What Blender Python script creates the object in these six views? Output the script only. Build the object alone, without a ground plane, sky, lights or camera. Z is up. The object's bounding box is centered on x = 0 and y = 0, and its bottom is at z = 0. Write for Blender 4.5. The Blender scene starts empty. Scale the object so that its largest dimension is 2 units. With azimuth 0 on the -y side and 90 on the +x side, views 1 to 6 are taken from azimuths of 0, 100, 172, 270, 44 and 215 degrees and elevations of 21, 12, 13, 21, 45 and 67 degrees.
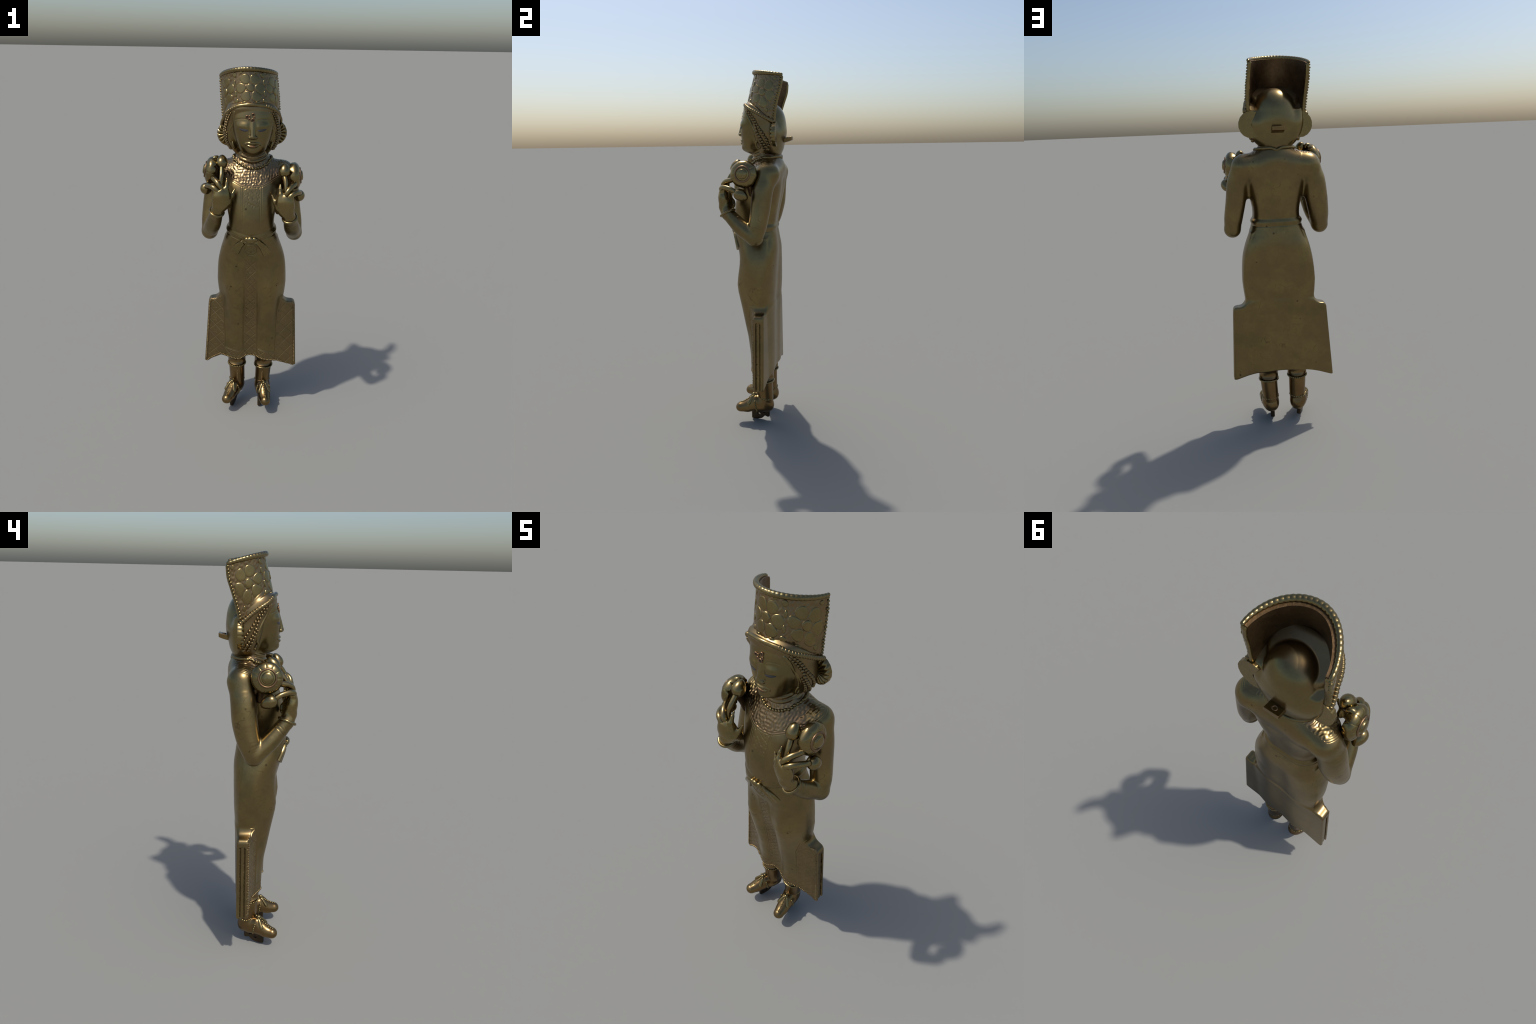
# Cast-bronze standing figure in a tall open-backed crown, holding two lotus sprays.
# Organic surfaces are built as implicit shapes (lofts, tapered capsules, ellipsoids blended
# together) and skinned; ornaments are separate meshes laid on those surfaces.
import bpy, bmesh, math, random
import numpy as np
from mathutils import Vector, Matrix
from mathutils.bvhtree import BVHTree

random.seed(7)
RNG = np.random.default_rng(7)
PI = math.pi
COL = bpy.context.scene.collection

# ------------------------------------------------------------------ implicit modelling
def smin(a, b, k):
    if k <= 0: return np.minimum(a, b)
    h = np.maximum(k - np.abs(a - b), 0) / k
    return np.minimum(a, b) - h * h * k * 0.25

def smax(a, b, k):
    return -smin(-a, -b, k)

def interp(z, table, col):
    """Smooth (Catmull-like) interpolation of one column of a section table."""
    t = np.array(sorted(table)); zs, vs = t[:, 0], t[:, col]
    m = np.gradient(vs, zs)
    z = np.clip(z, zs[0], zs[-1])
    i = np.clip(np.searchsorted(zs, z) - 1, 0, len(zs) - 2)
    h = zs[i + 1] - zs[i]; s = (z - zs[i]) / h
    return ((1 + 2 * s) * (1 - s) ** 2 * vs[i] + s * (1 - s) ** 2 * h * m[i]
            + s * s * (3 - 2 * s) * vs[i + 1] + s * s * (s - 1) * h * m[i + 1])

def loft(table, xoff=0.0):
    """Upright body through superelliptic sections (z, half width, front y, back y, exponent in front, exponent behind)."""
    def f(x, y, z):
        zf = z.ravel()
        a, yf, yb, nf, nb = (interp(zf, table, c).reshape(z.shape).astype(np.float32) for c in (1, 2, 3, 4, -1))
        yc, b = (yf + yb) / 2, (yb - yf) / 2
        n = np.where(y < yc, nf, nb)
        u, v = np.abs(x - xoff), np.abs(y - yc)
        g = ((u / a) ** n + (v / b) ** n) ** (1 / n) + 1e-6
        r = np.sqrt(u * u + v * v)
        d = np.where(g > 0.2, r * (1 - 1 / g), -np.minimum(a, b))
        z0, z1 = min(table)[0], max(table)[0]
        return np.maximum(d, np.maximum(z0 - z, z - z1))
    return f

def cone(a, b, ra, rb):
    a, b = np.array(a, float), np.array(b, float); ba = b - a; L = ba @ ba
    def f(x, y, z):
        t = np.clip(((x - a[0]) * ba[0] + (y - a[1]) * ba[1] + (z - a[2]) * ba[2]) / L, 0, 1)
        return np.sqrt((x - a[0] - t * ba[0]) ** 2 + (y - a[1] - t * ba[1]) ** 2 + (z - a[2] - t * ba[2]) ** 2) - (ra + (rb - ra) * t)
    lo = np.minimum(a - ra, b - rb); hi = np.maximum(a + ra, b + rb)
    return f, (lo, hi)

def chain(pts, k=0.0):
    """Tapered tube through (x, y, z, radius) points."""
    segs = [cone(p[:3], q[:3], p[3], q[3]) for p, q in zip(pts, pts[1:])]
    def f(x, y, z):
        d = segs[0][0](x, y, z)
        for s in segs[1:]: d = smin(d, s[0](x, y, z), k)
        return d
    return f, (np.min([s[1][0] for s in segs], 0), np.max([s[1][1] for s in segs], 0))

def ellipsoid(c, r, rot=None):
    c, r = np.array(c, float), np.array(r, float)
    R = np.eye(3) if rot is None else np.array(rot)
    def f(x, y, z):
        dx, dy, dz = x - c[0], y - c[1], z - c[2]
        u = [R[0, i] * dx + R[1, i] * dy + R[2, i] * dz for i in range(3)]
        k0 = np.sqrt(sum((u[i] / r[i]) ** 2 for i in range(3)))
        k1 = np.sqrt(sum((u[i] / r[i] ** 2) ** 2 for i in range(3))) + 1e-9
        return k0 * (k0 - 1) / k1
    m = r.max()
    return f, (c - m, c + m)

def box(c, s, rad=0.0, rot=None):
    c, s = np.array(c, float), np.array(s, float)
    R = np.eye(3) if rot is None else np.array(rot)
    def f(x, y, z):
        dx, dy, dz = x - c[0], y - c[1], z - c[2]
        q = [np.abs(R[0, i] * dx + R[1, i] * dy + R[2, i] * dz) - s[i] + rad for i in range(3)]
        out = np.sqrt(sum(np.maximum(v, 0) ** 2 for v in q))
        return out + np.minimum(np.maximum(np.maximum(q[0], q[1]), q[2]), 0) - rad
    m = np.linalg.norm(s)
    return f, (c - m, c + m)

class Field:
    """Regular sample grid of a blended implicit shape."""
    def __init__(self, lo, hi, h):
        self.lo, self.h = np.array(lo, float), h
        self.n = np.ceil((np.array(hi) - self.lo) / h).astype(int) + 1
        self.ax = [np.float32(self.lo[i]) + np.arange(self.n[i], dtype=np.float32) * np.float32(h) for i in range(3)]
        self.D = np.full(self.n, 0.08, np.float32)

    def _window(self, bounds, pad):
        if bounds is None: s = [slice(0, n) for n in self.n]
        else:
            s = [slice(max(0, int((bounds[0][i] - pad - self.lo[i]) / self.h)), max(0, min(self.n[i], int((bounds[1][i] + pad - self.lo[i]) / self.h) + 2))) for i in range(3)]
        g = [self.ax[i][s[i]].reshape([-1 if j == i else 1 for j in range(3)]) for i in range(3)]
        return tuple(s), g

    def add(self, prim, k=0.01):
        f, b = prim if isinstance(prim, tuple) else (prim, None)
        s, g = self._window(b, k + 3 * self.h)
        self.D[s] = smin(self.D[s], f(*g).astype(np.float32), k)

    def cut(self, prim, k=0.005):
        f, b = prim if isinstance(prim, tuple) else (prim, None)
        s, g = self._window(b, k + 3 * self.h)
        self.D[s] = smax(self.D[s], -f(*g).astype(np.float32), k)

    def sample(self, p):
        q = (p - self.lo) / self.h
        i = np.clip(np.floor(q).astype(int), 0, self.n - 2); t = q - i; r = 0
        for dx in (0, 1):
            for dy in (0, 1):
                for dz in (0, 1):
                    w = (t[:, 0] if dx else 1 - t[:, 0]) * (t[:, 1] if dy else 1 - t[:, 1]) * (t[:, 2] if dz else 1 - t[:, 2])
                    r = r + w * self.D[i[:, 0] + dx, i[:, 1] + dy, i[:, 2] + dz]
        return r

    def grad(self, p):
        e = self.h * 0.75
        return np.stack([(self.sample(p + np.eye(3)[a] * e) - self.sample(p - np.eye(3)[a] * e)) / (2 * e) for a in range(3)], 1)

    def skin(self):
        """Surface nets: one vertex per crossed cell, one quad per crossed grid edge."""
        D = self.D; s = D < 0
        cnt = np.zeros(tuple(self.n - 1), np.int8)
        for dx in (0, 1):
            for dy in (0, 1):
                for dz in (0, 1):
                    cnt += s[dx:self.n[0] - 1 + dx, dy:self.n[1] - 1 + dy, dz:self.n[2] - 1 + dz]
        act = np.argwhere((cnt > 0) & (cnt < 8))
        idx = np.full(tuple(self.n - 1), -1, np.int32)
        idx[act[:, 0], act[:, 1], act[:, 2]] = np.arange(len(act))
        acc, num = np.zeros((len(act), 3)), np.zeros(len(act))
        for a in range(3):
            o1, o2 = [o for o in range(3) if o != a]
            for u in (0, 1):
                for v in (0, 1):
                    p0 = np.zeros(3, int); p0[o1], p0[o2] = u, v
                    p1 = p0.copy(); p1[a] = 1
                    A = act + p0; B = act + p1
                    d0, d1 = D[A[:, 0], A[:, 1], A[:, 2]], D[B[:, 0], B[:, 1], B[:, 2]]
                    m = (d0 < 0) != (d1 < 0)
                    t = np.where(m, d0 / np.where(m, d0 - d1, 1), 0)
                    acc += np.where(m[:, None], p0 + np.eye(3)[a] * t[:, None], 0); num += m
        P = self.lo + (act + acc / num[:, None]) * self.h
        quads = []
        for a in range(3):
            o1, o2 = (a + 1) % 3, (a + 2) % 3
            sl0 = [slice(None)] * 3; sl1 = [slice(None)] * 3
            sl0[a] = slice(0, -1); sl1[a] = slice(1, None)
            cr = s[tuple(sl0)] != s[tuple(sl1)]
            e = np.argwhere(cr)
            ok = (e[:, o1] > 0) & (e[:, o2] > 0) & (e[:, o1] < self.n[o1] - 1) & (e[:, o2] < self.n[o2] - 1)
            e = e[ok]; c = []
            for d1, d2 in ((-1, -1), (0, -1), (0, 0), (-1, 0)):
                q = e.copy(); q[:, o1] += d1; q[:, o2] += d2
                c.append(idx[q[:, 0], q[:, 1], q[:, 2]])
            c = np.stack(c, 1)
            ins = s[e[:, 0], e[:, 1], e[:, 2]]
            c[~ins] = c[~ins][:, ::-1]
            quads.append(c)
        Q = np.vstack(quads); Q = Q[(Q >= 0).all(1)]
        for _ in range(3):
            g = self.grad(P); P = P - 0.9 * g * (self.sample(P) / np.maximum((g * g).sum(1), 0.15))[:, None]
        return P, Q

# ------------------------------------------------------------------ mesh helpers
def mesh_from(name, P, faces):
    me = bpy.data.meshes.new(name)
    P = np.asarray(P, np.float32)
    if isinstance(faces, np.ndarray):
        k = faces.shape[1]; n = len(faces)
        me.vertices.add(len(P)); me.vertices.foreach_set("co", P.ravel())
        me.loops.add(n * k); me.loops.foreach_set("vertex_index", faces.astype(np.int32).ravel())
        me.polygons.add(n)
        me.polygons.foreach_set("loop_start", np.arange(0, n * k, k, dtype=np.int32))
        me.polygons.foreach_set("loop_total", np.full(n, k, np.int32))
        me.update(calc_edges=True)
    else:
        me.from_pydata(P.tolist(), [], faces); me.update()
    me.validate()
    me.polygons.foreach_set("use_smooth", np.ones(len(me.polygons), bool))
    return me

def put(name, me, mat, parent=None, matrix=None, sharp=None):
    o = bpy.data.objects.new(name, me); COL.objects.link(o)
    if mat and not me.materials: me.materials.append(mat)
    if parent: o.parent = parent
    if matrix is not None: o.matrix_world = matrix
    if sharp: me.set_sharp_from_angle(angle=math.radians(sharp))
    return o

def grid_mesh(P, closed_u=False, closed_v=False, caps=False):
    nu, nv = P.shape[:2]
    i = np.arange(nu * nv).reshape(nu, nv)
    a = i if closed_u else i[:-1]; b = np.roll(i, -1, 0) if closed_u else i[1:]
    if closed_v: a2, b2 = np.roll(a, -1, 1), np.roll(b, -1, 1)
    else: a, a2, b, b2 = a[:, :-1], a[:, 1:], b[:, :-1], b[:, 1:]
    F = np.stack([a, b, b2, a2], -1).reshape(-1, 4).tolist()
    if caps: F += [i[0, :].tolist()[::-1], i[-1, :].tolist()]
    return P.reshape(-1, 3), F

def frames(C):
    T = np.gradient(C, axis=0); T /= np.linalg.norm(T, axis=1)[:, None] + 1e-12
    n = np.cross(T[0], [0.13, 0.3, 0.9]); n /= np.linalg.norm(n)
    N = []
    for t in T:
        n = n - (n @ t) * t; n /= np.linalg.norm(n); N.append(n)
    N = np.array(N); return T, N, np.cross(T, N)

def smooth_path(pts, n=40, closed=False):
    P = np.array(pts, float)
    if closed: P = np.vstack([P[-1], P, P[0], P[1]])
    else: P = np.vstack([2 * P[0] - P[1], P, 2 * P[-1] - P[-2]])
    m = len(P) - 3; out = []
    for s in np.linspace(0, m, n, endpoint=not closed):
        i = min(int(s), m - 1); t = s - i; a, b, c, d = P[i:i + 4]
        out.append(0.5 * (2 * b + (c - a) * t + (2 * a - 5 * b + 4 * c - d) * t * t + (3 * b - a - 3 * c + d) * t ** 3))
    return np.array(out)

def tube(name, C, r, mat, parent, sides=12, closed=False, flat=(1, 1), ends=True):
    C = np.asarray(C, float); r = np.broadcast_to(np.asarray(r, float), len(C))
    if closed:
        E = np.vstack([C[-1], C, C[0]]); T, N, B = [v[1:-1] for v in frames(E)]
        N = N - (N * T).sum(1)[:, None] * T
    else: T, N, B = frames(C)
    if ends and not closed:      # rounded ends
        C = np.vstack([C[0] - T[0] * r[0] * .8, C[0] - T[0] * r[0] * .55, C, C[-1] + T[-1] * r[-1] * .55, C[-1] + T[-1] * r[-1] * .8])
        r = np.concatenate([[r[0] * .25, r[0] * .75], r, [r[-1] * .75, r[-1] * .25]])
        T, N, B = [np.vstack([v[0], v[0], v, v[-1], v[-1]]) for v in (T, N, B)]
    a = np.linspace(0, 2 * PI, sides, endpoint=False)
    P = C[:, None] + r[:, None, None] * (np.cos(a)[None, :, None] * flat[0] * N[:, None] + np.sin(a)[None, :, None] * flat[1] * B[:, None])
    V, F = grid_mesh(P, closed_u=closed, closed_v=True, caps=not closed)
    return put(name, mesh_from(name, V, F), mat, parent)

def ball_mesh(name, sub=2):
    bm = bmesh.new(); bmesh.ops.create_icosphere(bm, subdivisions=sub, radius=1)
    for f in bm.faces: f.smooth = True
    me = bpy.data.meshes.new(name); bm.to_mesh(me); bm.free(); return me

def place(p, s, z=None, x=None):
    """Matrix at p, scaled s, local z along z (and x near x)."""
    p = Vector(p); s = (s, s, s) if np.isscalar(s) else s
    Z = Vector(z if z is not None else (0, 0, 1)).normalized()
    X = Vector(x if x is not None else (1, 0, 0)); X = X - X.dot(Z) * Z
    if X.length < 1e-4: X = Vector((0, 1, 0)) - Z.y * Z
    X.normalize(); Y = Z.cross(X)
    M = Matrix((X, Y, Z)).transposed().to_4x4(); M.translation = p
    return M @ Matrix.Diagonal((*s, 1))

def scatter(name, me, mats, mat, parent, joined=False):
    if not me.materials: me.materials.append(mat)
    if not joined:
        for m in mats:
            o = bpy.data.objects.new(name, me); COL.objects.link(o); o.parent = parent; o.matrix_world = m
        return
    bm = bmesh.new()
    for m in mats:
        k = len(bm.verts); bm.from_mesh(me); bm.verts.ensure_lookup_table()
        bmesh.ops.transform(bm, matrix=m, verts=bm.verts[k:])
    out = bpy.data.meshes.new(name); bm.to_mesh(out); bm.free(); out.materials.append(mat)
    out.polygons.foreach_set("use_smooth", np.ones(len(out.polygons), bool))
    o = put(name, out, None, parent); o["kind"] = "stuff"; return o

def evenly(C, step, closed=False):
    C = np.asarray(C, float)
    if closed: C = np.vstack([C, C[0]])
    s = np.concatenate([[0], np.cumsum(np.linalg.norm(np.diff(C, axis=0), axis=1))])
    n = max(2, int(round(s[-1] / step)) + (0 if closed else 1))
    q = np.linspace(0, s[-1], n, endpoint=not closed)
    P = np.stack([np.interp(q, s, C[:, i]) for i in range(3)], 1)
    T = np.stack([np.interp(q, s, np.gradient(C[:, i], s + np.arange(len(s)) * 1e-9)) for i in range(3)], 1)
    return P, T

def rotx(a): c, s = math.cos(a), math.sin(a); return np.array([[1, 0, 0], [0, c, -s], [0, s, c]])
def roty(a): c, s = math.cos(a), math.sin(a); return np.array([[c, 0, s], [0, 1, 0], [-s, 0, c]])
def rotz(a): c, s = math.cos(a), math.sin(a); return np.array([[c, -s, 0], [s, c, 0], [0, 0, 1]])

# ------------------------------------------------------------------ materials
DIM = 0.89   # overall darkening factor applied to every bronze colour
def bronze(name, base, dark, rough=0.36, patina=(0.30, 0.2, 0.12), patina_amount=0.25, spots=0.0, bump=0.0, bump_scale=90, metallic=1.0):
    base, dark, patina = (tuple(c * DIM for c in v) for v in (base, dark, patina))
    m = bpy.data.materials.new(name); m.use_nodes = True
    nt = m.node_tree; N, L = nt.nodes, nt.links
    bs = N["Principled BSDF"]; tc = N.new("ShaderNodeTexCoord")
    def noise(scale, detail, rough_=0.6):
        n = N.new("ShaderNodeTexNoise"); n.inputs["Scale"].default_value = scale
        n.inputs["Detail"].default_value = detail; n.inputs["Roughness"].default_value = rough_
        L.new(tc.outputs["Object"], n.inputs["Vector"]); return n
    def ramp(src, a, b, ca, cb):
        r = N.new("ShaderNodeValToRGB"); r.color_ramp.elements[0].position = a; r.color_ramp.elements[1].position = b
        r.color_ramp.elements[0].color = (*ca, 1); r.color_ramp.elements[1].color = (*cb, 1)
        L.new(src, r.inputs["Fac"]); return r
    def mix(fac, a, b):
        x = N.new("ShaderNodeMix"); x.data_type = "RGBA"
        L.new(fac, x.inputs["Factor"]); L.new(a, x.inputs[6])
        if isinstance(b, tuple): x.inputs[7].default_value = (*b, 1)
        else: L.new(b, x.inputs[7])
        return x
    big, fine = noise(7, 6, 0.65), noise(38, 4)
    col = ramp(big.outputs["Fac"], 0.38, 0.62, dark, base)
    out = col.outputs["Color"]
    olive = tuple(c * k for c, k in zip(dark, (0.78, 0.88, 0.86)))      # greener, darker tarnish in drifting patches
    om = ramp(noise(5, 7, 0.7).outputs["Fac"], 0.50, 0.66, (0, 0, 0), (0.75,) * 3)
    out = mix(om.outputs["Color"], out, olive).outputs[2]
    grain = ramp(noise(160, 2).outputs["Fac"], 0.55, 0.75, (0, 0, 0), (0.35,) * 3)
    out = mix(grain.outputs["Color"], out, tuple(c * .7 for c in dark)).outputs[2]
    pm = ramp(noise(23, 6, 0.7).outputs["Fac"], 0.48, 0.72, (0, 0, 0), (patina_amount,) * 3)
    out = mix(pm.outputs["Color"], out, patina).outputs[2]
    if spots > 0:    # small casting flaws and dark corrosion specks
        hl = noise(11, 1.5, 0.5)     # hairline cracks follow the contour of a smooth noise
        h1 = N.new("ShaderNodeMath"); h1.operation = "SUBTRACT"; h1.inputs[1].default_value = 0.5; L.new(hl.outputs["Fac"], h1.inputs[0])
        h2 = N.new("ShaderNodeMath"); h2.operation = "ABSOLUTE"; L.new(h1.outputs[0], h2.inputs[0])
        hr = ramp(h2.outputs[0], 0.002, 0.0055, (spots * .75,) * 3, (0, 0, 0))
        hg = ramp(noise(7, 2).outputs["Fac"], 0.54, 0.62, (0, 0, 0), (1, 1, 1))
        hm_ = N.new("ShaderNodeMath"); hm_.operation = "MULTIPLY"; L.new(hr.outputs["Color"], hm_.inputs[0]); L.new(hg.outputs["Color"], hm_.inputs[1])
        out = mix(hm_.outputs[0], out, (0.06, 0.04, 0.03)).outputs[2]
        v = N.new("ShaderNodeTexVoronoi"); v.inputs["Scale"].default_value = 23
        L.new(tc.outputs["Object"], v.inputs["Vector"])
        sm = ramp(v.outputs["Distance"], 0.07, 0.17, (spots,) * 3, (0, 0, 0))
        gate = ramp(noise(14, 2).outputs["Fac"], 0.56, 0.62, (0, 0, 0), (1, 1, 1))
        mu = N.new("ShaderNodeMath"); mu.operation = "MULTIPLY"
        L.new(sm.outputs["Color"], mu.inputs[0]); L.new(gate.outputs["Color"], mu.inputs[1])
        out = mix(mu.outputs[0], out, (0.03, 0.02, 0.02)).outputs[2]
    L.new(out, bs.inputs["Base Color"])
    rr = N.new("ShaderNodeMapRange"); rr.inputs[3].default_value = rough - 0.03; rr.inputs[4].default_value = rough + 0.05
    L.new(fine.outputs["Fac"], rr.inputs[0]); L.new(rr.outputs[0], bs.inputs["Roughness"])
    bs.inputs["Metallic"].default_value = metallic
    if bump > 0:
        bn = noise(bump_scale, 4); b = N.new("ShaderNodeBump"); b.inputs["Strength"].default_value = bump
        b.inputs["Distance"].default_value = 0.004
        L.new(bn.outputs["Fac"], b.inputs["Height"]); L.new(b.outputs["Normal"], bs.inputs["Normal"])
    return m

M_SMOOTH = bronze("polished_bronze", (0.30, 0.225, 0.095), (0.255, 0.19, 0.085), 0.26, patina=(0.24, 0.15, 0.075), patina_amount=0.3)
M_BODY = bronze("worn_bronze", (0.29, 0.215, 0.09), (0.24, 0.175, 0.08), 0.32, patina=(0.22, 0.14, 0.075), patina_amount=0.4, spots=0.7)
M_ENGRAVED = bronze("engraved_bronze", (0.28, 0.203, 0.093), (0.245, 0.172, 0.082), 0.34, patina=(0.26, 0.17, 0.095), patina_amount=0.6)
M_COPPER = bronze("reddish_bronze", (0.30, 0.19, 0.105), (0.23, 0.14, 0.075), 0.42, patina=(0.34, 0.21, 0.14), patina_amount=0.5, bump=0.25)
M_YOKE = bronze("chased_bronze", (0.29, 0.203, 0.098), (0.25, 0.17, 0.088), 0.31, patina=(0.30, 0.195, 0.115), patina_amount=0.5)
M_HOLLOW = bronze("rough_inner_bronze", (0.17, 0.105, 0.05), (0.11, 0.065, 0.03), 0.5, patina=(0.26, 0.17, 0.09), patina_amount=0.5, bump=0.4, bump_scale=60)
M_SHOE = bronze("brown_bronze", (0.27, 0.18, 0.075), (0.21, 0.135, 0.06), 0.28, patina=(0.19, 0.11, 0.055), patina_amount=0.4)
M_FACE = bronze("smooth_face_bronze", (0.27, 0.205, 0.09), (0.235, 0.178, 0.08), 0.28, patina=(0.22, 0.14, 0.075), patina_amount=0.25)
M_EYE = bronze("dull_silver_inlay", (0.075, 0.07, 0.075), (0.06, 0.056, 0.06), 0.6, patina=(0.05, 0.045, 0.045), patina_amount=0.3, metallic=0.2)
M_LIP = bronze("copper_inlay", (0.27, 0.16, 0.085), (0.24, 0.14, 0.075), 0.4)
M_DARK = bronze("dark_core_bronze", (0.12, 0.085, 0.05), (0.06, 0.045, 0.03), 0.5, bump=0.4, bump_scale=50)

ROOT = bpy.data.objects.new("bronze_statuette", None); COL.objects.link(ROOT)
ROOT["label"] = "standing bronze figure with tall open-backed crown and lotus sprays"
ROOT["category"] = "statue"

# ------------------------------------------------------------------ body: torso, robe, arms, hands
TORSO = [  # z, half width, front y, back y, exponent in front, exponent behind
    (1.570, .078, -.002, .112, 2.0, 2.0), (1.540, .095, -.015, .124, 2.0, 2.1), (1.500, .132, -.035, .136, 2.1, 2.4),
    (1.450, .160, -.064, .143, 2.4, 2.8), (1.400, .160, -.092, .142, 2.7, 3.0), (1.340, .147, -.115, .135, 2.8, 3.0),
    (1.280, .134, -.129, .123, 2.8, 3.0), (1.220, .124, -.138, .110, 2.7, 3.0), (1.190, .125, -.140, .105, 2.5, 3.0),
    (1.165, .133, -.141, .104, 2.2, 3.0), (1.140, .136, -.140, .104, 2.2, 3.0), (1.107, .146, -.135, .108, 2.2, 3.0),
    (1.040, .171, -.119, .116, 2.1, 3.0), (0.970, .188, -.102, .114, 2.1, 3.0), (0.885, .194, -.092, .110, 2.1, 3.0),
    (0.800, .192, -.076, .106, 2.1, 3.0), (0.740, .184, -.058, .101, 2.1, 3.0), (0.680, .172, -.043, .097, 2.1, 3.0),
    (0.580, .156, -.030, .094, 2.2, 3.0), (0.480, .148, -.018, .092, 2.2, 3.0), (0.380, .144, -.010, .087, 2.3, 3.0),
    (0.300, .143, -.010, .077, 2.3, 3.0), (0.200, .142, -.010, .072, 2.4, 3.0)]

def twist(z):  # the skirt plate is turned a little towards the left foot
    return 0.07 * np.clip((1.08 - z) / 0.20, 0, 1)

HEM_FRONT = [(-.30, .262), (-.262, .272), (-.225, .302), (-.18, .334), (-.12, .325), (-.064, .321), (-.02, .344), (.018, .345),
             (.06, .334), (.117, .322), (.164, .308), (.217, .282), (.265, .266), (.30, .262)]
HEM_BACK = [(-.30, .262), (-.26, .274), (-.20, .296), (-.128, .316), (-.03, .322), (.05, .323), (.147, .313), (.20, .299), (.26, .278), (.30, .272)]

def hem_z(x, y):
    w = np.clip((y + 0.02 + 0.06 * x) / 0.09, 0, 1)
    f = np.interp(x, *np.array(HEM_FRONT).T); b = np.interp(x, *np.array(HEM_BACK).T)
    return f * (1 - w) + b * w

def panel_mid(x):
    return 0.0435 + 0.010 * (1 - (x / 0.27) ** 2) - 0.06 * x

def robe_panel(x, y, z):
    right = 0.262 + (0.680 - z) * 0.045; left = 0.248 + (0.690 - z) * 0.074
    o = smax(x - right, -left - x, 0.02)
    o = smax(o, z - 0.702 - 0.02 * np.clip((0.230 - np.abs(x)) / 0.05, 0, 1) ** 2, 0.026)
    swell = 0.034 * np.clip((0.245 - np.abs(x)) / 0.10, 0, 1) ** 1.2     # cloth comes forward towards the thigh
    d = smax(o, np.maximum(panel_mid(x) - 0.030 - swell - y, y - panel_mid(x) - 0.030) * 0.95, 0.012)
    side = np.minimum(right - x, left + x)             # recessed gusset on the narrow sides
    off = y - panel_mid(x)
    g = np.maximum(np.abs(off) - 0.010, side - 0.005)
    d = smax(d, -np.maximum(g, z - 0.665), 0.003)
    g2 = np.maximum(np.abs(np.abs(off) - 0.011) - 0.0022, side - 0.010)
    return smax(d, -np.maximum(g2, z - 0.66), 0.002)

ARM = {+1: [(.165, .074, 1.452, .060), (.198, .056, 1.38, .056), (.214, .045, 1.28, .0525), (.230, .031, 1.19, .049), (.238, .016, 1.127, .042)],
       -1: [(-.160, .076, 1.450, .060), (-.195, .067, 1.38, .059), (-.211, .058, 1.28, .0595), (-.225, .039, 1.19, .053), (-.233, .016, 1.127, .043)]}
WRIST = {+1: (.203, -.132, 1.250), -1: (-.182, -.130, 1.277)}
def hx(s, x, y, z):  # hand-space (left hand) to either side
    return (x, y, z) if s > 0 else (-(x - 0.020), y + 0.007, z + 0.027)

def arm_parts(s):
    e = ARM[s][-1]; w = WRIST[s]; m = [(a + b) / 2 for a, b in zip(e, w)]
    m[2] -= 0.009
    up = np.hstack([smooth_path([p[:3] for p in ARM[s]], 22), np.interp(np.linspace(0, 1, 22), np.linspace(0, 1, len(ARM[s])), [p[3] for p in ARM[s]])[:, None]])
    fo = np.hstack([smooth_path([e[:3], m[:3], w], 12), np.interp(np.linspace(0, 1, 12), [0, .5, 1], [e[3], .0435, .034])[:, None]])
    return [chain(up.tolist()), chain(fo.tolist())]

def hand_parts(s):
    H = lambda *p: hx(s, *p)
    T = lambda pts: chain([(*H(*p[:3]), p[3]) for p in pts], 0.004)
    w = WRIST[s]
    tilt = rotz(-0.25 * s) @ rotx(0.1)
    P = [T([(.203, -.135, 1.250, .032), (.190, -.150, 1.285, .034)]) if s > 0 else chain([(*w, .032), (*H(.190, -.150, 1.285), .034)]),
         ellipsoid(H(.176, -.151, 1.325), (.050, .034, .068), tilt),
         T([(.150, -.152, 1.345, .022), (.150, -.153, 1.385, .013), (.148, -.143, 1.412, .0085), (.148, -.1325, 1.432, .004)]),    # index
         T([(.140, -.142, 1.315, .020), (.121, -.137, 1.345, .012), (.107, -.1275, 1.374, .0045)]),      # thumb
         T([(.188, -.150, 1.350, .020), (.205, -.160, 1.372, .012), (.212, -.146, 1.386, .010)]),
         ellipsoid(H(.138, -.122, 1.298), (.015, .016, .028))]
    return P

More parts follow.
